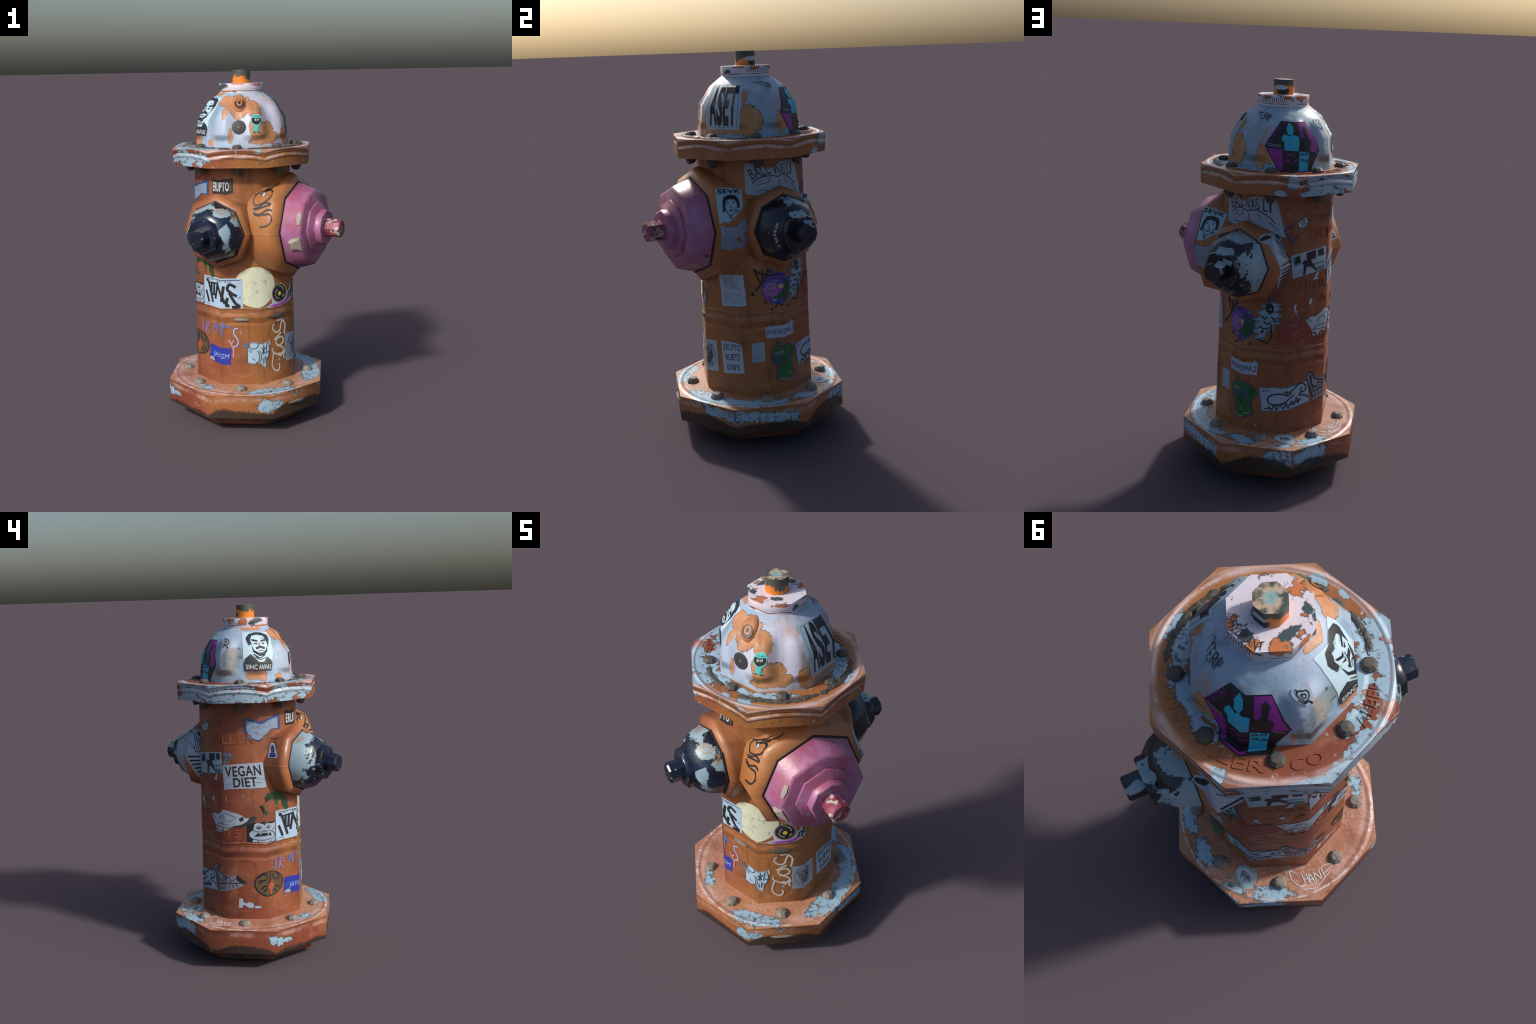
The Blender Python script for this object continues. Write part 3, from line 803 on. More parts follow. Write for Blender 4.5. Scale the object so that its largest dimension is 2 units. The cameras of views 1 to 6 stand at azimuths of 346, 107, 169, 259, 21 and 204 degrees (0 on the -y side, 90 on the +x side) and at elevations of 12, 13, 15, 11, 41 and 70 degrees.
b = Sticker(main, (2.215, 2.075), (3.60, 2.078), (3.84, 1.893), (2.225, 1.922), 1.85, (150, 166, 186),
            [(0, 0), (.35, -.03), (.75, .03), (1.2, .0), (1.85, -.05), (1.86, .5), (1.85, 1), (1.15, .98), (.72, .78), (.3, .97), (0, 1)], dirty=.3)
b.put(BLACK, glyphs('BALL', .12, .55, .62, .34, rot=18), glyphs('WAS', .84, .60, .46, .32, rot=2), glyphs('L', 1.42, .58, .12, .34, rot=-10), glyphs('I', 1.60, .56, .05, .34, rot=-14))
b.draw(BLACK, .028, [(.2, .35), (.42, .53), (.72, .58), (.9, .56)], [(.9, .55), (1.2, .60), (1.5, .46), (1.66, .28)])
b.draw((74, 74, 82), .018, [(.72, .55), (.68, .42), (.5, .34), (.3, .30)], [(.96, .5), (.98, .12)], [(1.2, .52), (1.3, .38)], [(.3, .1), (.5, .14), (.7, .1)], [(1.5, .3), (1.7, .1)])
b.poly((150, 138, 168), oval(.42, .42, .04, .05))

d = Sticker(main, (4.10, 1.957), (4.365, 1.985), (4.462, 1.942), (4.19, 1.915), 1.0, (30, 30, 36))
d.poly((170, 186, 204), [(.07, .07), (.93, .07), (.93, .93), (.07, .93)])
d.poly((30, 30, 36), [(.2, .8), (.4, .8), (.35, .6)], [(.55, .85), (.8, .8), (.6, .6)], [(.1, .1), (.35, .12), (.2, .35)], [(.65, .1), (.9, .12), (.85, .4)])
d.draw((30, 30, 36), .06, oval(.5, .45, .13, .13, 10), closed=True)

p = Sticker(main, (3.98, 1.795), (4.955, 1.822), (4.978, 1.704), (4.05, 1.679), 1.75, (150, 172, 190), dirty=.3)
p.poly((72, 118, 128), [(.1, .5), (.45, .55), (.45, .95), (.1, .9)], [(.9, .3), (1.65, .34), (1.65, .40), (.9, .37)], [(1.2, .0), (1.65, .0), (1.65, .22), (1.25, .2)])
p.poly((34, 36, 44), [(.15, .6), (.42, .62), (.4, .9), (.2, .86)], [(.75, .62), (1.2, .6), (1.22, .96), (.75, .94)], [(1.32, .66), (1.62, .64), (1.6, .94), (1.35, .95)])
p.poly((30, 32, 40), torn([(.52, .02), (.62, .02), (.72, .34), (.92, .32), (1.18, .06), (1.26, .08), (1.05, .38), (.95, .62), (.88, .78), (.78, .78), (.76, .60), (.62, .66), (.50, .54), (.60, .46)], .012, .06, 3))

v = Sticker(main, (4.987, 1.750), (6.0, 1.764), (6.09, 1.624), (5.02, 1.612), 1.75, (158, 172, 192), dirty=.25)
v.text((40, 37, 38), 'VEGAN', .09, .50, 1.52, .42, bold=.02).text((40, 37, 38), 'DIET', .40, .07, .98, .38, bold=.02)
v.draw((120, 132, 150), .014, [(.05, .2), (.2, .25), (.35, .12)], [(1.2, .1), (1.3, .24), (1.6, .2)], [(1.45, .45), (1.55, .35), (1.7, .38)], [(.7, .52), (.75, .42), (.95, .46)])

h = Sticker(main, (5.0, 1.82), (5.25, 1.825), (5.24, 1.755), (4.99, 1.752), 1.0, (112, 124, 142), [(.05, .75), (.2, 1), (.5, .9), (.75, .95), (.95, .75), (.9, .45), (.6, .2), (.2, .0), (.1, .2), (.25, .45)])
h.draw((40, 38, 44), .05, [(.1, .7), (.35, .6), (.3, .85)], [(.4, .5), (.65, .55), (.55, .8)], [(.3, .3), (.6, .35), (.85, .6)])
s_ = Sticker(main, (4.60, 1.70), (4.80, 1.70), (4.80, 1.652), (4.60, 1.652), 1.0, WHITE, [(.0, .0), (.5, .75), (.9, 1), (.75, .6), (.6, .3), (.85, .1), (.45, .1)])

# blue squiggle, crosses
g = Sticker(main, (3.80, 1.95), (4.30, 1.95), (4.30, 1.845), (3.80, 1.845), 1.1, None)
g.draw((44, 52, 116), .07, [(.50, .95), (.05, .68), (.20, .45), (.44, .12), (.52, .22)], [(.52, .30), (.86, .45)], [(.86, .52), (.80, .62), (.92, .66)], name='marker_scribble')

# --- barrel, middle
n_ = Sticker(main, (6.346, 1.478), (7.548, 1.480), (7.552, 1.309), (6.341, 1.306), 1.55, WHITE, off=.0020)
n_.draw(BLACK, .095, [(.11, .50), (.26, .12)], [(.12, .84), (.24, .80), (.46, .14)], [(.40, .82), (.38, .42)], [(.54, .82), (.50, .40)], [(.70, .80), (.58, .28)], [(.70, .76), (.98, .16)], [(.94, .74), (.86, .22)],
       [(1.33, .70), (1.14, .80), (1.06, .64), (1.20, .50), (1.36, .40)], [(1.12, .52), (1.30, .18), (1.44, .06), (1.20, .04)], [(1.06, .36), (1.02, .10), (1.12, .10)], curve=True)
n_.poly(BLACK, [(.08, .955), (1.46, .945), (1.46, .925), (.08, .935)], [(.3, .81), (.74, .85), (.74, .79), (.3, .76)], [(.34, .45), (.58, .45), (.58, .38), (.34, .38)])
n_.draw((70, 74, 84), .014, [(.66, .86), (.72, .92), (.70, .84)], [(.80, .86), (.78, .92), (.90, .87)], [(.94, .92), (1.02, .90), (.98, .85)], [(1.05, .88), (1.2, .9)], [(.2, .88), (.3, .92), (.4, .88), (.5, .92)], [(.1, .08), (.3, .06)], [(1.4, .38), (1.48, .39)], [(1.4, .34), (1.48, .35)])

c_ = Sticker(main, (7.33, 1.545), (8.45, 1.545), (8.45, 1.312), (7.33, 1.312), 1.0, (206, 212, 186), oval(.5, .5, .5, .5, 40), tear=.004)
c_.draw((190, 164, 172), .008, oval(.8, .86, .06, .05, 10), oval(.85, .25, .05, .05, 10), [(.35, .6), (.42, .68), (.5, .6), (.44, .55), (.4, .4), (.48, .36), (.52, .44), (.6, .4)], [(.3, .3), (.36, .2), (.42, .3), (.5, .22)], [(.6, .7), (.66, .62), (.75, .66), (.7, .55)], [(.2, .55), (.26, .48), (.3, .6)], [(.12, .25), (.2, .18), (.24, .28)])
c_.poly((196, 168, 176), oval(.47, .62, .03, .025), oval(.5, .4, .03, .03))

sn = Sticker(main, (8.14, 1.432), (9.06, 1.437), (9.06, 1.298), (8.14, 1.305), 1.55, (182, 194, 204),
             [(.0, .02), (.35, .16), (.30, .45), (.38, .75), (.62, .97), (.88, .98), (1.1, .82), (1.18, .56), (1.28, .66), (1.36, .90), (1.42, .60), (1.50, .72), (1.50, .40), (1.38, .22), (1.18, .08), (.8, -.02), (.3, -.03)], off=.0022, tear=0)
sn.poly((40, 34, 50), oval(.74, .56, .39, .40, 28))
sn.poly((176, 60, 190), [(.18, .05), (.45, .10), (.8, .10), (1.05, .18), (1.25, .36), (1.30, .30), (1.15, .12), (.9, .03), (.5, .0)])
sn.draw((150, 104, 66), .035, oval(.74, .56, .36, .37, 20), closed=True)
sn.poly((52, 64, 150), [(.45, .6), (.6, .85), (.66, .66)], [(.84, .86), (1.02, .72), (.86, .7)], [(.5, .36), (.66, .26), (.6, .44)])
sn.poly((58, 128, 92), [(.9, .30), (1.04, .44), (.88, .46)], [(.62, .88), (.8, .92), (.74, .8)], [(.46, .48), (.56, .5), (.5, .58)])
sn.draw((196, 190, 90), .03, [(.52, .5), (.6, .38), (.74, .32)], [(.96, .62), (.9, .78), (.78, .84)], [(.66, .72), (.56, .66), (.56, .56)], [(.98, .5), (.9, .38)])
sn.poly((206, 204, 60), oval(.74, .54, .09, .10, 10))
sn.draw((40, 34, 50), .05, [(1.20, .30), (1.26, .52), (1.38, .60), (1.40, .80)], [(1.34, .30), (1.36, .48), (1.46, .60)])

m_ = Sticker(main, (5.56, 1.424), (6.325, 1.424), (6.33, 1.306), (5.55, 1.314), 1.5, (30, 30, 36), dirty=.2)
m_.poly((150, 166, 186), [(.30, .62), (.36, .92), (.52, 1.0), (.80, .93), (1.05, .96), (1.3, .90), (1.48, .95), (1.48, .12), (1.40, .02), (.25, .02), (.3, .16), (.12, .30), (.12, .48)])
m_.poly((30, 30, 36), [(.34, .28), (.50, .47), (.9, .50), (1.18, .48), (1.26, .32), (1.0, .36), (.62, .32)], oval(.58, .76, .13, .09), oval(1.08, .78, .12, .09))
m_.poly((150, 166, 186), oval(.58, .77, .09, .055), oval(1.08, .79, .085, .055), [(.6, .47), (.7, .47), (.65, .36)], [(1.0, .48), (1.1, .48), (1.06, .36)])
m_.draw((30, 30, 36), .022, [(.76, .60), (.84, .66), (.94, .60)], [(.3, .66), (.45, .56), (.75, .56), (1.1, .58), (1.3, .52), (1.44, .36), (1.36, .2), (1.0, .16), (.5, .14), (.25, .2)], [(.5, .02), (.56, .12)], [(1.2, .03), (1.16, .12)], [(1.3, .6), (1.44, .7)])
m_.poly((30, 30, 36), oval(.58, .77, .035, .035, 8), oval(1.08, .79, .035, .035, 8))

gr = Sticker(main, (5.88, 1.60), (6.84, 1.58), (6.80, 1.405), (5.87, 1.41), 1.25, None)
gr.poly((44, 86, 50), torn([(.2, .82), (.42, .98), (.72, 1.0), (.95, .9), (1.12, .66), (1.16, .42), (1.0, .40), (.92, .62), (.78, .76), (.74, .6), (.62, .58), (.6, .78), (.42, .78), (.28, .70)], .03, .06, 2), torn([(.02, .56), (.16, .62), (.2, .42), (.34, .40), (.30, .30), (.16, .34), (.10, .48)], .02, .06, 5), torn([(.08, .08), (.18, .14), (.24, .08), (.16, .0)], .02, .05, 6), torn([(.60, .5), (.66, .54), (.68, .46)], .01, .05, 7), name='painted_print', dirty=.4)
gr.draw((26, 34, 34), .022, *[[(.20+.06*i, .68+.04*i), (.32+.06*i, .98)] for i in range(4)], *[[(.88, .62-.02*i+.08*i), (1.14, .44+.08*i)] for i in range(5)], *[[(.18+.1*i, .84+.03*i), (.34+.1*i, .72+.03*i)] for i in range(3)], *[[(.04+.05*i, .60-.06*i), (.14+.05*i, .44-.03*i)] for i in range(4)], [(.1, .1), (.2, .08)], curve=False, name='painted_print')

tp = Sticker(main, (4.09, 1.545), (5.88, 1.575), (5.86, 1.378), (4.06, 1.340), 2.1, (166, 184, 200),
             [(.02, .95), (.07, .78), (.14, .86), (.20, .62), (.34, .58), (.45, .52), (.75, .54), (1.05, .70), (1.25, .62), (1.45, .55), (1.70, .40), (2.04, .42), (1.85, .26), (1.6, .20), (1.25, .14), (.92, .03), (.72, .02), (.62, .28), (.45, .46), (.30, .52), (.22, .56)], dirty=.4, tear=.04, seed=8, off=.0010)
tp.poly((52, 54, 62), torn([(1.5, .40), (1.62, .46), (1.66, .34), (1.56, .30)], .02, .05, 3), torn([(1.22, .20), (1.55, .22), (1.75, .30), (1.9, .44), (2.05, .40), (1.9, .22), (1.6, .14)], .02, .06, 4))
tp.draw((96, 100, 104), .02, [(.8, .4), (1.0, .52), (1.15, .36), (1.4, .4)], [(.7, .2), (.9, .3), (1.2, .24)], [(.4, .6), (.55, .5), (.66, .4)], [(1.1, .6), (1.3, .5), (1.45, .42)])
tp.poly((166, 184, 200), torn([(.03, 1.0), (.10, 1.0), (.09, .86), (.02, .88)], .02, .05, 5), torn([(.52, 1.02), (.60, 1.06), (.58, .9), (.5, .92)], .02, .05, 6))

rd = Sticker(main, (3.772, 1.476), (4.545, 1.476), (4.545, 1.343), (3.772, 1.343), 1.3, (140, 62, 48), oval(.65, .5, .65, .5, 36), tear=.004, dirty=.3)
rd.draw((120, 70, 66), .03, oval(.65, .5, .58, .45, 28), closed=True)
rd.draw((132, 112, 116), .03, [(.45, .6), (.5, .75), (.62, .66), (.7, .78), (.8, .6)], [(.4, .45), (.55, .5), (.6, .36), (.75, .45), (.9, .4)], [(.55, .25), (.65, .32), (.8, .24)], [(.22, .5), (.3, .52)], [(1.0, .55), (1.08, .5)], [(.62, .1), (.7, .12)], [(.62, .88), (.7, .9)], [(.3, .8), (.36, .76)], [(.98, .8), (1.04, .76)])

ay = Sticker(main, (1.43, 1.502), (2.10, 1.511), (2.152, 1.350), (1.507, 1.334), .85, (168, 186, 206))
ay.put((60, 62, 70), glyphs('WE', .13, .56, .3, .36), glyphs('RE', .44, .56, .3, .36), glyphs('BACK', .13, .1, .62, .34))
ay.put((168, 186, 206), glyphs('WE', .145, .575, .29, .34), glyphs('RE', .455, .575, .29, .34), glyphs('BACK', .145, .115, .60, .32))

sh = Sticker(main, (2.50, 1.515), (3.28, 1.515), (3.28, 1.343), (2.50, 1.343), 1.05, (84, 66, 158), oval(.52, .5, .52, .5, 36), tear=0, dirty=.2)
sh.poly((150, 78, 156), [(.0, .5), (.3, .66), (.62, .60), (.66, .36), (.45, .12), (.14, .2)])
sh.poly((30, 78, 50), [(.02, .34), (.2, .26), (.40, .10), (.6, .24), (.72, .10), (.95, .24), (1.0, .55), (.9, .74), (.80, .56), (.72, .66), (.68, .46), (.56, .34), (.36, .2), (.14, .3)], [(.66, .9), (.74, .62), (.86, .66)])
sh.poly((190, 190, 140), oval(.60, .56, .085, .075, 12))
sh.put((176, 168, 204), glyphs('SHADY', .10, .58, .44, .16, rot=14), glyphs('PINES', .06, .44, .4, .11, rot=6), glyphs('RADIO', .12, .28, .36, .12, rot=-4))
sh.poly((120, 170, 190), [(.3, .22), (.4, .16), (.46, .22), (.42, .1), (.34, .12)], [(.8, .86), (.86, .9), (.9, .84)])

star = Sticker(main, (2.30, 1.56), (3.70, 1.56), (3.70, 1.32), (2.30, 1.32), 1.4, None)
star.draw((26, 25, 28), .035, [(.03, .90), (.2, .78), (.42, .74), (.66, .76)], [(.05, .88), (.12, .72), (.20, .56)], [(.24, .86), (.22, .62)], [(.22, .60), (.06, .42)], [(.5, .02), (.56, .12), (.68, .06)], [(1.32, .24), (1.26, .08), (1.0, .16)], [(1.3, .5), (1.32, .22)], [(.32, .8), (.26, .6)], curve=False, name='marker_scribble')
star.poly((26, 25, 28), oval(.29, .16, .025, .03, 8), oval(.42, .0, .025, .03, 8), oval(.85, .04, .03, .03, 8), oval(.0, .36, .04, .05, 8), name='marker_scribble')
star.poly((34, 46, 96), [(.34, .90), (.52, .84), (.34, .78)], name='marker_scribble')
Sticker(main, (2.12, 1.43), (2.5, 1.43), (2.5, 1.37), (2.12, 1.37), 1.4, None).draw((150, 104, 40), .05, [(.1, .1), (.45, .2), (.7, .55), (.85, .5), (1.2, .6)], name='marker_scribble')

sp = Sticker(main, (3.12, 1.578), (3.84, 1.588), (3.87, 1.357), (3.16, 1.345), .72, (128, 158, 178),
             [(.53, 1.0), (.50, .88), (.72, .84), (.60, .78), (.70, .72), (.58, .66), (.72, .57), (.58, .50), (.66, .40), (.52, .36), (.54, .24), (.40, .22), (.32, .06), (.06, .0), (.16, .16), (.0, .22), (.16, .3), (.02, .36), (.18, .44), (.04, .50), (.22, .56), (.14, .68), (.30, .72), (.24, .82), (.42, .84)], off=.0022, tear=0)
sp.draw((24, 26, 32), .018, [(.53, .96), (.49, .86), (.68, .83), (.57, .78), (.66, .72), (.55, .66), (.67, .57), (.55, .51), (.62, .41), (.49, .37), (.50, .26), (.39, .24), (.31, .09), (.1, .03), (.19, .17), (.04, .22), (.20, .3), (.06, .36), (.21, .44), (.08, .50), (.25, .56), (.18, .67), (.33, .72), (.28, .81), (.43, .83)], closed=True, curve=False)
sp.poly((24, 26, 32), [(.34, .80), (.44, .86), (.52, .78), (.52, .64), (.42, .60), (.34, .70)], [(.38, .95), (.43, .88), (.46, .92)], [(.22, .22), (.3, .26), (.28, .16)])
sp.draw((24, 26, 32), .03, [(.26, .56), (.32, .5), (.38, .54)], [(.46, .54), (.54, .48)], [(.30, .44), (.38, .38), (.46, .44)], [(.2, .34), (.3, .28), (.42, .3)], [(.5, .46), (.58, .44)])
sp.poly((128, 158, 178), [(.40, .72), (.48, .74), (.46, .68)])

# --- barrel, lower half
gd = Sticker(main, (5.69, 1.146), (6.527, 1.142), (6.52, .993), (5.685, .995), 1.2, (92, 74, 48), oval(.6, .5, .58, .49, 30), dirty=.4, tear=.01)
gd.draw((40, 40, 50), .045, oval(.6, .5, .56, .47, 28), closed=True)
gd.draw((40, 40, 50), .05, [(.16, .72), (.3, .86), (.5, .84), (.42, .66), (.2, .64)], [(.72, .88), (.76, .7), (.95, .62), (.98, .78), (.84, .9)], [(.25, .3), (.4, .42), (.5, .38), (.34, .2)], [(.7, .4), (.9, .36), (1.0, .26)], [(.5, .55), (.6, .6), (.56, .42)], [(.74, .26), (.9, .16)], [(.62, .9), (.6, .7), (.66, .58)], [(.16, .56), (.3, .56)])
gd.poly((168, 82, 50), torn([(.58, .52), (.68, .66), (.74, .48), (.82, .40), (.72, .34), (.66, .10), (.60, .06), (.58, .3), (.48, .36)], .02, .08, 3))

dy = Sticker(main, (6.552, 1.082), (7.243, 1.074), (7.219, .976), (6.53, .985), 1.5, (40, 50, 150), dirty=.3)
dy.poly((34, 66, 158), [(.0, .6), (.5, .75), (1.0, .65), (1.5, .72), (1.5, .5), (.6, .42), (0, .4)])
dy.put((150, 164, 206), glyphs('JAYGM', .32, .26, 1.1, .38, shear=.2))
dy.poly((140, 170, 150), oval(.22, .06, .22, .2, 12, 0, 180))
dy.poly((176, 120, 150), oval(.22, .04, .15, .14, 12, 0, 180))

rt = Sticker(main, (6.27, 1.208), (7.262, 1.227), (7.225, 1.146), (6.235, 1.130), 2.1, None)
rt.draw((92, 104, 168), .11, [(.06, .98), (.10, .55), (.07, .40), (-.06, .30)], [(1.12, 1.0), (1.0, .55), (.92, .42)], [(1.12, 1.0), (1.26, .26)], [(.98, .62), (1.34, .66)], [(1.7, 1.02), (1.62, .1)], [(1.4, .82), (2.06, .64)], name='marker_letters')
rt.draw((138, 106, 160), .09, [(.36, .95), (.34, .1)], [(.36, .92), (.58, .84), (.56, .62), (.38, .54), (.62, .05)], name='marker_letters')
rs = Sticker(main, (7.16, 1.195), (7.525, 1.195), (7.51, 1.012), (7.145, 1.012), .5, None)
rs.draw((150, 170, 206), .045, [(.36, .99), (.22, .95), (.22, .80), (.34, .62), (.34, .46), (.20, .38)], [(.42, .86), (.46, .84)], name='marker_letters')
rs.draw((178, 128, 156), .05, [(.04, .62), (.14, .44), (.20, .34), (.20, .06)], [(.20, .60), (.12, .46)], name='marker_letters')

ct = Sticker(main, (7.50, 1.122), (8.273, 1.106), (8.235, .967), (7.506, .990), 1.3, (164, 192, 212),
             [(.24, .02), (.55, .0), (.6, .1), (.8, .06), (.95, -.04), (1.08, -.1), (1.12, .25), (1.22, .4), (1.26, .7), (1.18, .95), (.98, 1.0), (.84, .95), (.5, .98), (.32, .92), (.30, .74), (.22, .66)])
ct.draw((40, 44, 52), .022, [(.24, .04), (.56, .02), (.62, .12), (.82, .08), (1.08, -.06), (1.10, .25), (1.2, .4), (1.24, .7), (1.16, .92), (.98, .97), (.84, .93), (.5, .95), (.33, .9), (.31, .73), (.23, .65)], closed=True, curve=False)
ct.draw((40, 44, 52), .03, [(.3, .72), (.5, .68), (.66, .78), (.68, .95)], [(.70, .1), (.74, .4), (.66, .62)], [(.78, .12), (.82, .42), (.74, .64)], [(.44, .3), (.48, .22), (.56, .2)], [(.82, .78), (1.0, .52)], [(.84, .52), (1.02, .80)], [(.92, .9), (.92, .46)], [(1.06, .5), (1.08, .9)], [(1.12, .55), (1.2, .6)], [(1.0, .42), (1.0, .1)], [(.88, .34), (.92, .1)], [(.98, .3), (1.12, .32)])
ct.draw((70, 116, 160), .05, [(.02, .82), (.14, .74), (.26, .78)], [(.14, .94), (.2, .72)], name='marker_letters')
ct.poly((118, 160, 196), oval(.34, .6, .08, .1, 10))

mz = Sticker(main, (8.265, 1.24), (8.775, 1.217), (8.735, .899), (8.23, .927), .42, None)
mz.draw((206, 200, 188), .036, [(.12, .90), (.07, .82), (.16, .74), (.26, .78), (.30, .92), (.34, .985), (.18, .96)], [(.32, .98), (.40, .90), (.38, .72)], [(.30, .74), (.12, .60), (.30, .66), (.36, .58), (.26, .50), (.16, .54), (.18, .62)],
       [(.18, .50), (.34, .46), (.38, .36), (.22, .34)], [(.06, .44), (.10, .36), (.32, .30)], [(.10, .36), (.06, .14), (.12, .04), (.22, .02), (.26, .10), (.24, .16)], [(-.02, .60), (.0, .50)], [(.34, .40), (.38, .26)], name='marker_letters')

fc = Sticker(main, (8.73, 1.128), (9.30, 1.138), (9.325, .968), (8.755, .961), .8, (164, 182, 196))
fc.draw((66, 66, 70), .014, oval(.4, .5, .32, .40, 24), oval(.28, .6, .06, .04, 8), oval(.5, .6, .06, .04, 8), closed=True)
rnd = random.Random(3)
fc.draw((66, 66, 70), .011, *[[(.4+.30*rnd.uniform(-1, 1)*.8, .5+.38*rnd.uniform(-1, 1)*.85) for _ in range(5)] for _ in range(11)])

ru = Sticker(main, (1.427, 1.146), (2.03, 1.158), (2.054, .988), (1.473, .967), .78, (170, 188, 206), [(0, 0), (.4, -.02), (.78, .0), (.76, .4), (.76, .86), (.66, .93), (.40, .96), (0, 1)])
ru.text(BLACK, 'ERUPTO', .07, .70, .62, .20).text(BLACK, 'RUETS', .12, .40, .52, .20).text(BLACK, "D30'S", .16, .10, .46, .18)
wh = Sticker(main, (2.228, 1.143), (2.526, 1.146), (2.524, 1.041), (2.228, 1.039), .65, (150, 164, 184), dirty=.3)
wh.draw((112, 124, 146), .02, [(.1, .3), (.2, .4), (.28, .28), (.4, .4), (.5, .3)], [(.12, .16), (.5, .2)])
ph = Sticker(main, (2.548, 1.227), (3.337, 1.233), (3.33, 1.166), (2.572, 1.164), 2.6, (160, 178, 200))
ph.text((60, 64, 74), 'PHEW2MA', .12, .26, 2.1, .44)
ph.poly(BLACK, oval(2.44, .62, .05, .08, 8), oval(2.40, .3, .06, .08, 8), oval(2.5, .42, .03, .06, 8))

gf = Sticker(main, (2.61, 1.16), (3.37, 1.138), (3.35, .912), (2.66, .925), .72, (92, 70, 92),
             [(.20, 1.0), (.26, .96), (.28, .86), (.40, .92), (.54, .90), (.68, .80), (.72, .66), (.62, .50), (.60, .40), (.66, .24), (.62, .12), (.40, .04), (.14, .0), (.10, .16), (.14, .36), (.03, .44), (.02, .60), (.06, .78), (.16, .84), (.16, .94)])
gf.poly((40, 104, 54), [(.19, .97), (.24, .95), (.26, .83), (.40, .89), (.54, .86), (.66, .78), (.69, .66), (.58, .50), (.56, .40), (.62, .24), (.58, .14), (.40, .08), (.16, .03), (.14, .16), (.18, .38), (.07, .46), (.05, .60), (.09, .76), (.18, .82)])
gf.poly((62, 84, 100), oval(.18, .58, .1, .14, 14), oval(.46, .62, .08, .14, 14))
gf.poly((34, 84, 46), oval(.32, .5, .06, .12, 12), oval(.58, .7, .06, .09, 12))
gf.put((176, 196, 190), glyphs('LINGER', .16, .05, .24, .055, rot=6), glyphs('FYEROUC', .42, .16, .16, .04, rot=10))
gf.draw((170, 180, 186), .012, [(.10, .68), (.32, .74)], [(.12, .65), (.3, .70)], [(.38, .34), (.40, .22)])

sq = Sticker(main, (3.374, 1.105), (4.574, 1.129), (4.673, 1.008), (3.449, .969), 2.1, (104, 112, 108))
sq.poly((150, 172, 196), torn([(.05, .06), (2.03, .05), (2.03, .95), (.05, .95)], .015, .1, 3))
sq.draw(BLACK, .055, [(1.15, .60), (.9, .70), (.5, .68), (.3, .5), (.42, .30), (.8, .30), (1.12, .46), (1.36, .56)], [(1.15, .72), (1.4, .82), (1.7, .96), (1.92, .86), (1.95, .64), (1.78, .56), (1.70, .70), (1.80, .76)], [(1.95, .6), (1.6, .5), (1.9, .36), (2.0, .2)], [(.95, .76), (1.12, .80), (1.08, .64), (1.30, .70)])
sq.draw(BLACK, .045, [(.3, .22), (.42, .10), (.55, .3), (.6, .08), (.75, .3), (.85, .12), (1.0, .32), (1.05, .10), (1.25, .34), (1.3, .14), (1.48, .4), (1.5, .16), (1.62, .34)], [(.15, .14), (.4, .16)], [(1.1, .22), (1.66, .26)])
sq.put(BLACK, glyphs('ACV', .12, .80, .35, .08))

so = Sticker(main, (4.47, 1.175), (5.54, 1.183), (5.52, 1.03), (4.45, 1.012), 1.6, (130, 138, 150),
             [(.04, .80), (.14, .98), (.34, .94), (.46, .74), (.72, .66), (.98, .55), (1.22, .62), (1.45, .42), (1.60, .34), (1.5, .22), (1.2, .10), (.6, -.02), (.42, -.05), (.34, .2), (.22, .5)])
so.draw((46, 48, 56), .045, [(.08, .8), (.18, .94), (.32, .9), (.44, .7), (.7, .6), (.94, .52)], [(.10, .78), (.26, .45), (.36, .2), (.46, .02)], [(.4, .24), (.8, .3), (1.2, .3), (1.5, .32)], [(.22, .86), (.3, .6), (.46, .4), (.7, .36)], [(.36, .9), (.30, .7), (.4, .3)])
so.draw((46, 48, 56), .03, [(.6, .58), (.7, .46), (.84, .54), (.8, .36)], [(.95, .5), (1.0, .36), (1.15, .46)], [(1.2, .58), (1.26, .4), (1.4, .36)], *[[(.5+.14*i, .18+.02*i), (.54+.14*i, .04+.025*i)] for i in range(6)])
so.poly((112, 104, 122), [(.5, .34), (.8, .30), (.9, .42), (.6, .5)])
so.poly((50, 42, 42), [(1.22, .62), (1.45, .42), (1.60, .34), (1.5, .24), (1.34, .34), (1.2, .48)])

# --- base plate
def polar(az, rho, v_out, r_out, zslope):
    """Face coordinates of a point given by azimuth and true radius on a flat flange top."""
    a = (az-PHI)/45
    k = math.floor(a)
    dl = math.radians((a-k-.5)*45)
    r = rho*math.cos(dl)/math.cos(math.radians(22.5))
    return k+.5+rho*math.sin(dl)/(2*r*math.sin(math.radians(22.5))), v_out+(r_out-r)*zslope

class ArcSheet:
    """Drawing coordinates bent round the axis on a flange top; letters stand with their heads inwards."""
    def __init__(s, az0, az1, rho_in, rho_out, top):
        s.L, s.d, s.top = main, (az0, az1, rho_in, rho_out), top
    def uv(s, x, y):
        az0, az1, ri, ro = s.d
        if s.top: return polar(az0+(az1-az0)*x, ro+(ri-ro)*y, main.V[9], .407, 1.0015)
        return polar(az0+(az1-az0)*x, ro+(ri-ro)*y, main.V[4], .475, .982)

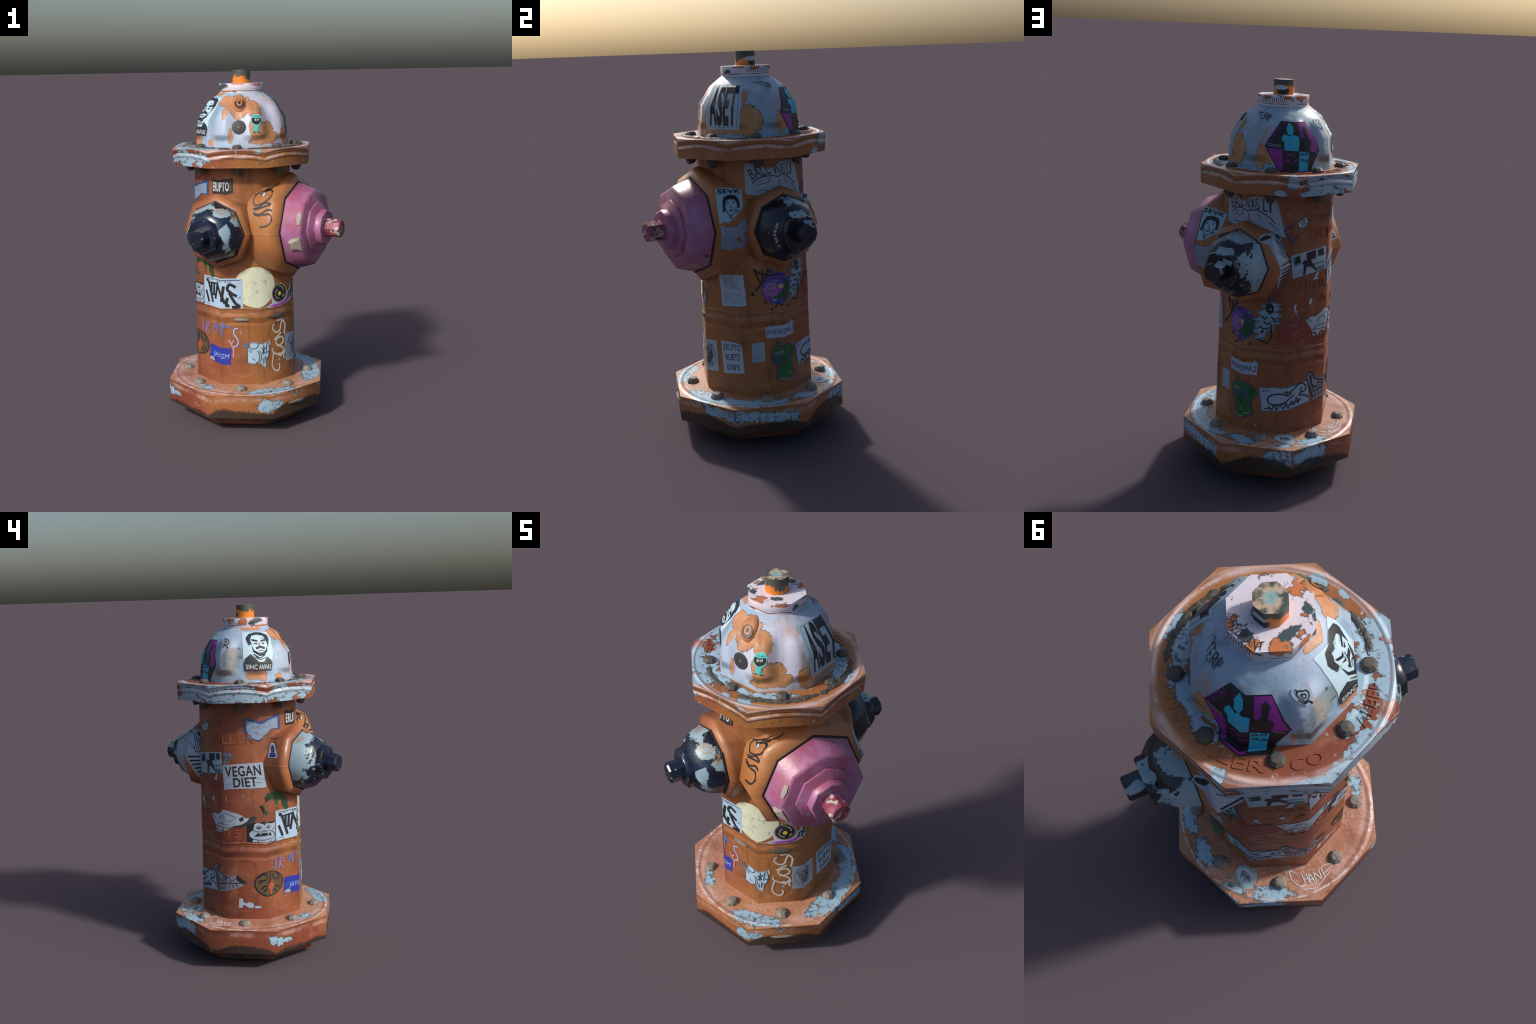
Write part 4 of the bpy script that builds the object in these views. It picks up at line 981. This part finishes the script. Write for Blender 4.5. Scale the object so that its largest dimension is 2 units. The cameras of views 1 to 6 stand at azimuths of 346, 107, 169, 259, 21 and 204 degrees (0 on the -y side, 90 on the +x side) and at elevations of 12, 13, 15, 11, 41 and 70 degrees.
br = Sticker(main, (3.76, .868), (4.14, .868), (4.14, .776), (3.75, .776), 1.0, (170, 186, 200), oval(.5, .5, .5, .5, 28), tear=.01)
br.draw((92, 158, 164), .05, oval(.5, .5, .43, .43, 18, 30, 150)+[], oval(.5, .5, .43, .43, 18, 200, 340)+[])
br.draw((72, 84, 92), .035, [(.3, .3), (.3, .7), (.42, .5), (.46, .72)], [(.5, .3), (.56, .7), (.64, .45)], [(.66, .66), (.74, .34)], [(.3, .46), (.7, .54)])
cs = Sticker(main, (4.637, .86), (5.425, .806), (5.352, .750), (4.708, .762), 2.2, None)
cs.draw((206, 200, 206), .05, [(.42, .82), (.1, .95), (.05, .5), (.3, .18), (.6, .3)], [(.62, .9), (.60, .4)], [(.62, .6), (.82, .66)], [(.84, .98), (.82, .4), (.98, .98), (1.06, .42)], [(.86, .62), (1.1, .66)], [(1.15, .4), (1.2, .9), (1.42, .36), (1.46, .92)], [(1.6, .3), (1.62, .9), (1.9, .9), (2.15, .62), (1.6, .5)], [(.35, .02), (1.9, .34)], name='marker_letters')
rnd = random.Random(11)
def scribble(az0, az1, ri, ro, count, col, w):
    sh_ = ArcSheet(az0, az1, ri, ro, False)
    tr = []
    for i in range(count):
        x, y = rnd.random(), rnd.random()
        pts = [(x+rnd.uniform(-.05, .05), y+rnd.uniform(-.12, .12)) for _ in range(4)]
        tr += [[(p[0], p[1], p[2]+i*3e-5) for p in q] for q in ribbon(pts, w)]
    lay('marker_scribble', sh_, tr, ink(*col), .0014)
scribble(-47, -18, .335, .40, 34, (206, 178, 168), .012)
scribble(126, 142, .335, .395, 12, (170, 150, 156), .016)
scribble(-80, -66, .34, .40, 8, (214, 190, 178), .012)
scribble(72, 90, .31, .34, 8, (190, 170, 170), .012)
Sticker(main, (5.295, .984), (5.585, .985), (5.58, .928), (5.29, .927), 1.25, (168, 184, 200), [(.02, .02), (.45, .02), (.5, .3), (.9, .22), (1.2, .3), (1.22, .46), (.8, .48), (.55, .6), (.46, .98), (.1, 1.0)], name='paint_spot')

# --- bonnet
po = Sticker(main, (5.512, 2.713), (6.70, 2.709), (6.412, 2.474), (5.624, 2.480), .70, (180, 206, 220), tear=.004)
po.poly((36, 42, 50), [(.10, .70), (.08, .80), (.16, .94), (.30, 1.0), (.50, .99), (.64, .90), (.66, .76), (.62, .62), (.60, .54), (.58, .70), (.52, .86), (.36, .92), (.22, .88), (.18, .76), (.20, .66), (.14, .60), (.12, .66)])
po.poly((36, 42, 50), [(.20, .78), (.36, .74), (.34, .70), (.22, .73)], [(.42, .74), (.58, .78), (.56, .72), (.44, .70)], [(.24, .66), (.34, .68), (.32, .63)], [(.44, .68), (.54, .67), (.48, .63)],
        [(.28, .56), (.40, .60), (.52, .56), (.50, .50), (.40, .54), (.30, .50)], [(.20, .62), (.24, .48), (.34, .42), (.44, .42), (.52, .48), (.58, .58), (.56, .44), (.46, .34), (.34, .34), (.22, .44)])
po.poly((36, 42, 50), [(.0, .17), (.04, .28), (.16, .38), (.24, .30), (.34, .20), (.48, .20), (.54, .32), (.66, .24), (.70, .17)])
po.draw((36, 42, 50), .016, [(.22, .38), (.36, .30), (.50, .36)], [(.26, .32), (.38, .26), (.50, .30)], [(.39, .68), (.37, .60), (.42, .59)], [(.34, .46), (.40, .48), (.46, .46)])
po.poly((36, 34, 36), [(.0, .0), (.70, .0), (.70, .17), (.0, .17)])
po.put((186, 196, 204), glyphs('SINC', .03, .03, .27, .11, bold=.02), glyphs('ANVAS', .33, .03, .34, .11, bold=.02))
po.put((80, 92, 104), glyphs('MITTICA', .22, .885, .22, .035), glyphs('ADIT', .44, .78, .16, .03), glyphs('TCF', .12, .62, .1, .04))

ast = Sticker(main, (9.0, 2.703), (10.225, 2.6985), (10.127, 2.453), (9.177, 2.4515), .72, (160, 180, 192), tear=.003)
ast.draw((70, 136, 190), .012, [(.05, .05), (.67, .05), (.67, .95), (.05, .95)], closed=True, curve=False)
ast.put((34, 36, 44), glyphs('A', .08, .08, .15, .86, bold=.04), glyphs('S', .23, .07, .14, .88, bold=.04), glyphs('E', .38, .08, .12, .86, bold=.04), glyphs('T', .50, .08, .16, .86, bold=.04))

to = Sticker(main, (3.17, 2.6595), (4.88, 2.6565), (4.61, 2.394), (3.376, 2.402), 1.12, (28, 26, 34), [(.0, .50), (.30, 1.0), (.84, 1.0), (1.12, .44), (.93, .02), (.26, .0)], tear=0)
to.poly((138, 36, 140), [(.64, .98), (.84, .98), (1.09, .44), (.92, .42), (.68, .70)], [(.03, .47), (.32, .44), (.32, .06), (.27, .03)], [(.32, .05), (.64, .07), (.64, .03), (.32, .02)])
to.poly((38, 168, 202), [(.32, .68), (.36, .74), (.42, .72), (.45, .70), (.50, .74), (.58, .72), (.64, .70), (.64, .44), (.36, .44), (.36, .58), (.31, .62)], [(.43, .74), (.40, .86), (.46, .98), (.52, .92), (.54, .82), (.50, .73)], [(.66, .43), (.88, .40), (.88, .08), (.66, .06)])
to.poly((26, 24, 30), [(.70, .66), (.76, .70), (.74, .86), (.78, .92), (.84, .84), (.82, .68), (.90, .62), (.90, .50), (.84, .44), (.70, .46)])
to.draw((138, 36, 140), .022, [(.40, .34), (.46, .38), (.54, .34)], [(.36, .22), (.42, .27), (.48, .22)], [(.54, .24), (.59, .28), (.63, .24)])
to.draw((26, 24, 34), .018, [(.68, .36), (.72, .39), (.75, .36)], [(.78, .36), (.82, .39), (.85, .36)], [(.69, .26), (.73, .29), (.77, .26)], [(.80, .24), (.83, .27), (.87, .23)])
to.draw((170, 176, 186), .008, [(.06, .54), (.30, .52)], [(.06, .51), (.30, .49)], [(.92, .44), (1.06, .40)])
to.put((138, 50, 144), glyphs('TOASTIRO', .01, .70, .36, .07, rot=56))

s2 = Sticker(main, (4.70, 2.677), (5.16, 2.677), (5.22, 2.603), (4.91, 2.604), 1.0, (164, 184, 202), oval(.5, .55, .48, .46, 20), tear=.02)
s2.draw((40, 42, 48), .07, oval(.52, .58, .27, .25, 14), oval(.52, .58, .10, .10, 10), closed=True)
s2.draw((40, 42, 48), .09, [(.14, .40), (.3, .26), (.55, .26), (.7, .02)], [(.3, .9), (.38, .8)])
ye = Sticker(main, (2.50, 2.716), (3.38, 2.718), (3.38, 2.648), (2.76, 2.672), 1.6, None)
ye.put((54, 50, 54), glyphs('YERI', .2, .08, 1.1, .78, rot=-6), name='marker_letters')
ye.draw((54, 50, 54), .03, *[[(1.1+.08*i, .1+.06*i), (1.16+.08*i, .7)] for i in range(5)], [(.0, .9), (.2, .7)], name='marker_letters')
ey = Sticker(main, (7.33, 2.5645), (7.723, 2.5635), (7.712, 2.487), (7.333, 2.4877), 1.0, (44, 46, 50), oval(.5, .5, .5, .5, 28), tear=0)
ey.draw((72, 76, 76), .03, oval(.5, .5, .38, .40, 20), oval(.5, .5, .26, .14, 16), closed=True)
ey.poly((112, 104, 62), oval(.48, .5, .08, .08, 10))
cp = Sticker(main, (7.865, 2.602), (8.23, 2.60), (8.16, 2.4925), (7.828, 2.4945), .55, (110, 190, 184), [(.10, .0), (.20, .04), (.27, .10), (.34, .04), (.46, .0), (.47, .10), (.40, .14), (.40, .34), (.52, .48), (.52, .78), (.42, .96), (.27, 1.0), (.12, .96), (.02, .78), (.02, .48), (.15, .34), (.15, .14), (.08, .10)], tear=0)
cp.poly((36, 40, 42), oval(.27, .64, .23, .22, 20))
cp.poly((86, 196, 192), [(.05, .76), (.49, .76), (.44, .92), (.27, .97), (.10, .92)], [(.17, .36), (.37, .36), (.37, .12), (.17, .12)])
cp.poly((190, 206, 200), oval(.22, .66, .055, .06, 10), oval(.34, .66, .055, .06, 10))
cp.poly((36, 40, 42), oval(.23, .66, .022, .03, 8), oval(.33, .66, .022, .03, 8), [(.10, .04), (.22, .02), (.22, .07), (.14, .08)], [(.34, .07), (.36, .02), (.46, .03), (.42, .08)])
cp.draw((60, 120, 120), .012, [(.10, .84), (.44, .84)], [(.18, .78), (.20, .94)], [(.34, .78), (.34, .94)])

# --- outlets
ta = Sticker(out_p, (1.10, .018), (.58, .150), (1.86, .215), (1.86, .045), 1.0, None)
ta.draw((34, 31, 36), .040, [(.30, .0), (.62, .06), (.74, .20), (.66, .30), (.4, .30)], [(.10, .36), (.3, .30), (.36, .34)], [(.06, .42), (.30, .34), (.60, .40), (.78, .36)],
       [(.06, .56), (.3, .54), (.5, .58), (.74, .50), (.44, .50), (.1, .5)], [(.1, .70), (.16, .62), (.45, .60), (.75, .66), (.8, .78), (.66, .86), (.4, .84)], [(.10, .70), (.06, .86), (.25, .94)], [(.30, .92), (.55, .96), (.62, 1.04)], [(.42, .78), (.34, .9), (.12, .96)], [(.5, .9), (.8, .98), (.9, 1.1)], [(.46, .8), (.75, .92)], name='marker_letters')
ta.poly(WHITE, [(.42, .80), (.50, .84), (.55, .78), (.46, .74)], name='paint_spot')

se = Sticker(out_p, (7.01, .169), (6.943, .021), (6.33, .047), (6.20, .190), .80, (150, 184, 200), [(0, 0), (.1, .05), (.3, -.02), (.5, .08), (.80, .28), (.80, .98), (.4, 1.02), (0, 1)])
se.text((34, 34, 40), 'SEVK', .05, .84, .70, .13, bold=.03)
se.poly((34, 34, 40), [(.14, .30), (.16, .60), (.22, .74), (.40, .80), (.58, .76), (.68, .62), (.70, .34), (.62, .34), (.60, .50), (.56, .62), (.40, .66), (.26, .62), (.24, .48), (.22, .32)])
se.draw((34, 34, 40), .02, [(.26, .54), (.34, .53)], [(.46, .53), (.55, .54)], [(.40, .5), (.39, .40), (.43, .39)], [(.34, .31), (.41, .34), (.48, .31), (.41, .28), (.34, .31)], [(.24, .40), (.30, .22), (.40, .16), (.52, .22), (.58, .38)], [(.28, .58), (.35, .58)], [(.46, .58), (.54, .58)])
se.poly((34, 34, 40), [(.30, .14), (.38, .06), (.42, .12)], [(.56, .18), (.64, .24), (.60, .30)])
tb = Sticker(out_p, (6.195, .190), (6.30, .036), (5.53, .034), (5.62, .185), .85, (136, 150, 174), [(0, .0), (.35, -.06), (.70, .0), (.85, .1), (.84, .95), (.5, .8), (.2, .85), (0, 1.0)], dirty=.4, tear=.02)
tb.poly((150, 92, 66), torn([(.5, .3), (.56, .5), (.6, .42), (.66, .2)], .03, .05, 2), torn([(.66, .5), (.74, .56), (.72, .4)], .02, .05, 3))

cr = Sticker(neck_l, (1.174, .072), (1.194, .118), (1.712, .142), (1.736, .080), .52, (176, 186, 206), [(.06, 0), (.46, 0), (.52, .12), (.46, .6), (.38, .95), (.26, 1), (.14, .95), (.06, .6), (0, .12)], tear=0)
cr.poly((44, 52, 110), [(.10, .06), (.42, .06), (.44, .30), (.36, .34), (.40, .6), (.30, .88), (.20, .86), (.14, .6), (.18, .34), (.08, .30)])
cr.draw((150, 160, 190), .02, [(.12, .22), (.40, .22)], [(.18, .4), (.34, .36)], [(.2, .5), (.3, .6)])
Sticker(neck_l, (.95, .06), (.98, .14), (1.35, .14), (1.30, .06), 1.0, None).draw((52, 44, 44), .05, [(.0, .9), (.4, .8), (.9, .95)], [(.7, .85), (.62, .5), (.8, .2), (.78, -.2)], name='marker_scribble')

co = Sticker(neck_r, (7.30, .225), (7.10, .045), (5.15, .020), (5.15, .110), .62, (146, 164, 186), [(.0, .93), (.12, 1.0), (.40, 1.0), (.62, .98), (.62, .5), (.55, .0), (.12, .0), (.02, .10), (.02, .3), (.0, .44), (.03, .62), (.08, .78), (.0, .85)], tear=.008)
co.poly((24, 24, 28), oval(.14, .92, .11, .045, 14), [(.36, .93), (.44, .97), (.48, .9), (.42, .84)])
co.draw((24, 24, 28), .03, *[[(.08+.02*i, .44-.075*i), (.58, .50-.07*i)] for i in range(6)])
co.draw((24, 24, 28), .014, *[[(.3+.06*i, .84-.02*i), (.34+.06*i, .72), (.3+.06*i, .6)] for i in range(5)], [(.3, .9), (.4, .8), (.55, .86)], [(.2, .7), (.36, .56), (.5, .6)])

cl = Sticker(out_r, (1.38, .330), (2.95, .330), (2.95, .312), (1.38, .312), 4.5, None)
cl.draw((170, 182, 190), .20, [(.35, .3), (.15, .7), (.5, .8), (.6, .4), (.85, .6), (.75, 1.0)], [(1.3, .1), (1.3, .9), (1.65, .5), (1.95, .9), (1.95, .1)], [(2.3, .5), (2.45, .9), (2.75, .7), (2.6, .2), (2.3, .5)], [(3.0, 1.0), (3.05, .2), (3.35, .2)], [(4.1, .9), (3.8, .9), (3.75, .3), (4.15, .1)], name='marker_letters')

# --- raised casting letters on the back of the barrel and on the flange top
def cast_letters(sheet, txt, x, y, w, h, mat, depth=.003):
    lay('cast_letters', sheet, glyphs(txt, x, y, w, h, depth=depth), mat, -.0008)
bk = Sheet(main, (4.16, 1.92), (5.80, 1.92), (5.80, 1.868), (4.16, 1.868), 1)
cast_letters(bk, 'MUELLER', 0, 0, 1, 1, M_BARREL)
bk = Sheet(main, (4.42, 1.995), (5.35, 1.995), (5.35, 1.955), (4.42, 1.955), 1)
cast_letters(bk, 'AWWA-UL', 0, 0, 1, 1, M_BARREL, .002)
bk = Sheet(main, (4.55, 2.040), (5.30, 2.040), (5.30, 2.005), (4.55, 2.005), 1)
cast_letters(bk, 'A250', 0, 0, 1, 1, M_BARREL, .002)
bk = Sheet(main, (4.02, 1.664), (4.98, 1.655), (4.98, 1.613), (4.02, 1.62), 1)
cast_letters(bk, 'ALBER', 0, 0, 1, 1, M_BARREL)
bk = Sheet(main, (4.81, 1.577), (5.16, 1.577), (5.16, 1.542), (4.81, 1.542), 1)
cast_letters(bk, 'AL', 0, 0, 1, 1, M_BARREL)
bk = Sheet(main, (4.55, 1.394), (5.505, 1.394), (5.475, 1.325), (4.523, 1.323), 3.0)
cast_letters(bk, '2015', .25, .16, 2.4, .68, M_BARREL)
fr = [ribbon(l, .06, False, False) for l in ([(0, 0), (3, 0)], [(3, 0), (3, 1)], [(3, 1), (0, 1)], [(0, 1), (0, 0)])]
lay('cast_frame', bk, [[(p[0], p[1], i*1e-5) for p in q] for i, t_ in enumerate(fr) for q in t_], M_BARREL, .002)
M_TOP = fl.data.materials[1]
for az0, az1, txt in ((129, 151, 'MUE'), (166, 199, 'LLER'), (-147, -129, 'CO'), (-102, -74, 'ALBER'), (-58, -36, 'TVIL'), (80, 106, 'ALA')):
    lay('cast_letters', ArcSheet(az0, az1, .300, .338, True), glyphs(txt, 0, 0, 1, 1, depth=.004), M_TOP, -.0008)
lay('cast_letters', ArcSheet(115, 190, .070, .105, True) if False else Sheet(main, (2.6, 2.84), (4.4, 2.84), (4.4, 2.812), (2.6, 2.812), 1), glyphs('HYDRANT', .1, 0, .8, 1), ink(60, 56, 58), .0012)
lay('marker_letters', Sheet(main, (2.3, 2.800), (3.9, 2.800), (3.9, 2.772), (2.3, 2.772), 1), [q for i in range(16) for q in ribbon([(.04+.06*i, .1), (.06+.06*i, .95)], .016, False, False)], ink(64, 60, 62), .0012)

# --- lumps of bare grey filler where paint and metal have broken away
M_CHIP = mat_grey('filler_grey', lin(112, 106, 98))
M_CHIP_D = mat_grey('filler_dark', lin(72, 68, 62))
M_CHIP_L = mat_grey('filler_pale', lin(150, 144, 134))
def chip(L, pts, height, mat, seed=1, name='filler_chip', smooth_=False):
    """A low faceted lump with the given outline in face coordinates."""
    rnd = random.Random(seed)
    cu = sum(p[0] for p in pts)/len(pts); cv = sum(p[1] for p in pts)/len(pts)
    bm = bmesh.new()
    rings = []
    for sc, hh in ((1.0, 0.0), (.97, .35), (.55, .9)):
        rings.append([bm.verts.new(L.pt(cu+(p[0]-cu)*sc, cv+(p[1]-cv)*sc, .0012+height*hh*(1 if smooth_ else rnd.uniform(.6, 1.2)))) for p in pts])
    c = bm.verts.new(L.pt(cu, cv, .0012+height))
    n = len(pts)
    for a, b in zip(rings, rings[1:]):
        for k in range(n):
            j = (k+1) % n
            bm.faces.new((a[k], a[j], b[j])); bm.faces.new((a[k], b[j], b[k]))
    for k in range(n):
        bm.faces.new((rings[-1][k], rings[-1][(k+1) % n], c))
    bmesh.ops.recalc_face_normals(bm, faces=bm.faces)
    ref = L.normal(cu, cv)
    if sum((f.normal.dot(ref) for f in bm.faces)) < 0: bmesh.ops.reverse_faces(bm, faces=bm.faces)
    me = bpy.data.meshes.new(name); bm.to_mesh(me); bm.free()
    if smooth_: me.shade_smooth()
    return link(name, me, mat)
chip(main, [(7.29, 1.240), (7.40, 1.232), (7.60, 1.231), (7.71, 1.236), (7.70, 1.248), (7.52, 1.254), (7.36, 1.252)], .010, M_CHIP, 1)
chip(main, [(8.22, 1.246), (8.40, 1.234), (8.62, 1.232), (8.735, 1.243), (8.73, 1.258), (8.55, 1.262), (8.36, 1.258)], .010, M_CHIP_D, 2)
chip(main, [(8.30, .640), (8.42, .628), (8.58, .626), (8.66, .634), (8.60, .644), (8.45, .648)], .010, M_CHIP, 3)
chip(out_p, [(2.33, .256), (2.24, .275), (2.20, .305), (2.17, .330), (2.70, .332), (2.66, .30), (2.66, .27), (2.40, .262)], .016, M_CHIP_L, 4)
chip(out_p, [(1.38, .302), (1.30, .325), (1.50, .332), (1.73, .327), (1.74, .312), (1.60, .304)], .004, M_CHIP_L, 5)
rnd = random.Random(5)
def rim_debris(az0, az1, ri, ro, count, mat, seed):
    r2 = random.Random(seed)
    for i in range(count):
        az = az0+(az1-az0)*(i+.5)/count
        wd = (az1-az0)/count*.85
        pts = []
        m = 7
        for k in range(m):
            th = 2*math.pi*k/m
            q = r2.uniform(.75, 1.15)
            pts.append(polar(az+wd*math.cos(th)*q, (ri+ro)/2+(ro-ri)/2*math.sin(th)*q*r2.uniform(.7, 1.1), main.V[9], .407, 1.0015))
        chip(main, pts, r2.uniform(.003, .008), mat, seed*50+i, 'rim_debris')
rim_debris(-8, 52, .308, .344, 9, M_CHIP_D, 1)
rim_debris(56, 106, .312, .344, 8, M_CHIP_D, 2)
rim_debris(-54, -28, .300, .326, 4, M_CHIP_D, 3)

# drain boss on the bonnet with its threaded hole
boss = oval(.5, .5, .5, .5, 14)
bs = Sheet(main, (7.22, 2.742), (7.80, 2.740), (7.76, 2.612), (7.30, 2.614), 1)
M_BOSS = ink(176, 118, 78, .3)
chip(main, [bs.uv(*q) for q in boss], .011, M_BOSS, 9, 'drain_boss', True)
bd = Sticker(main, (7.34, 2.700), (7.74, 2.699), (7.71, 2.625), (7.36, 2.626), 1.0, (48, 36, 30), torn(oval(.5, .45, .46, .40, 14), .05, .12, 4), name='drain_hole', off=.0122, dirty=.35)
bd.draw((176, 112, 62), .13, oval(.5, .52, .20, .20, 14), closed=True)
bd.poly((14, 12, 12), oval(.5, .52, .13, .13, 12))
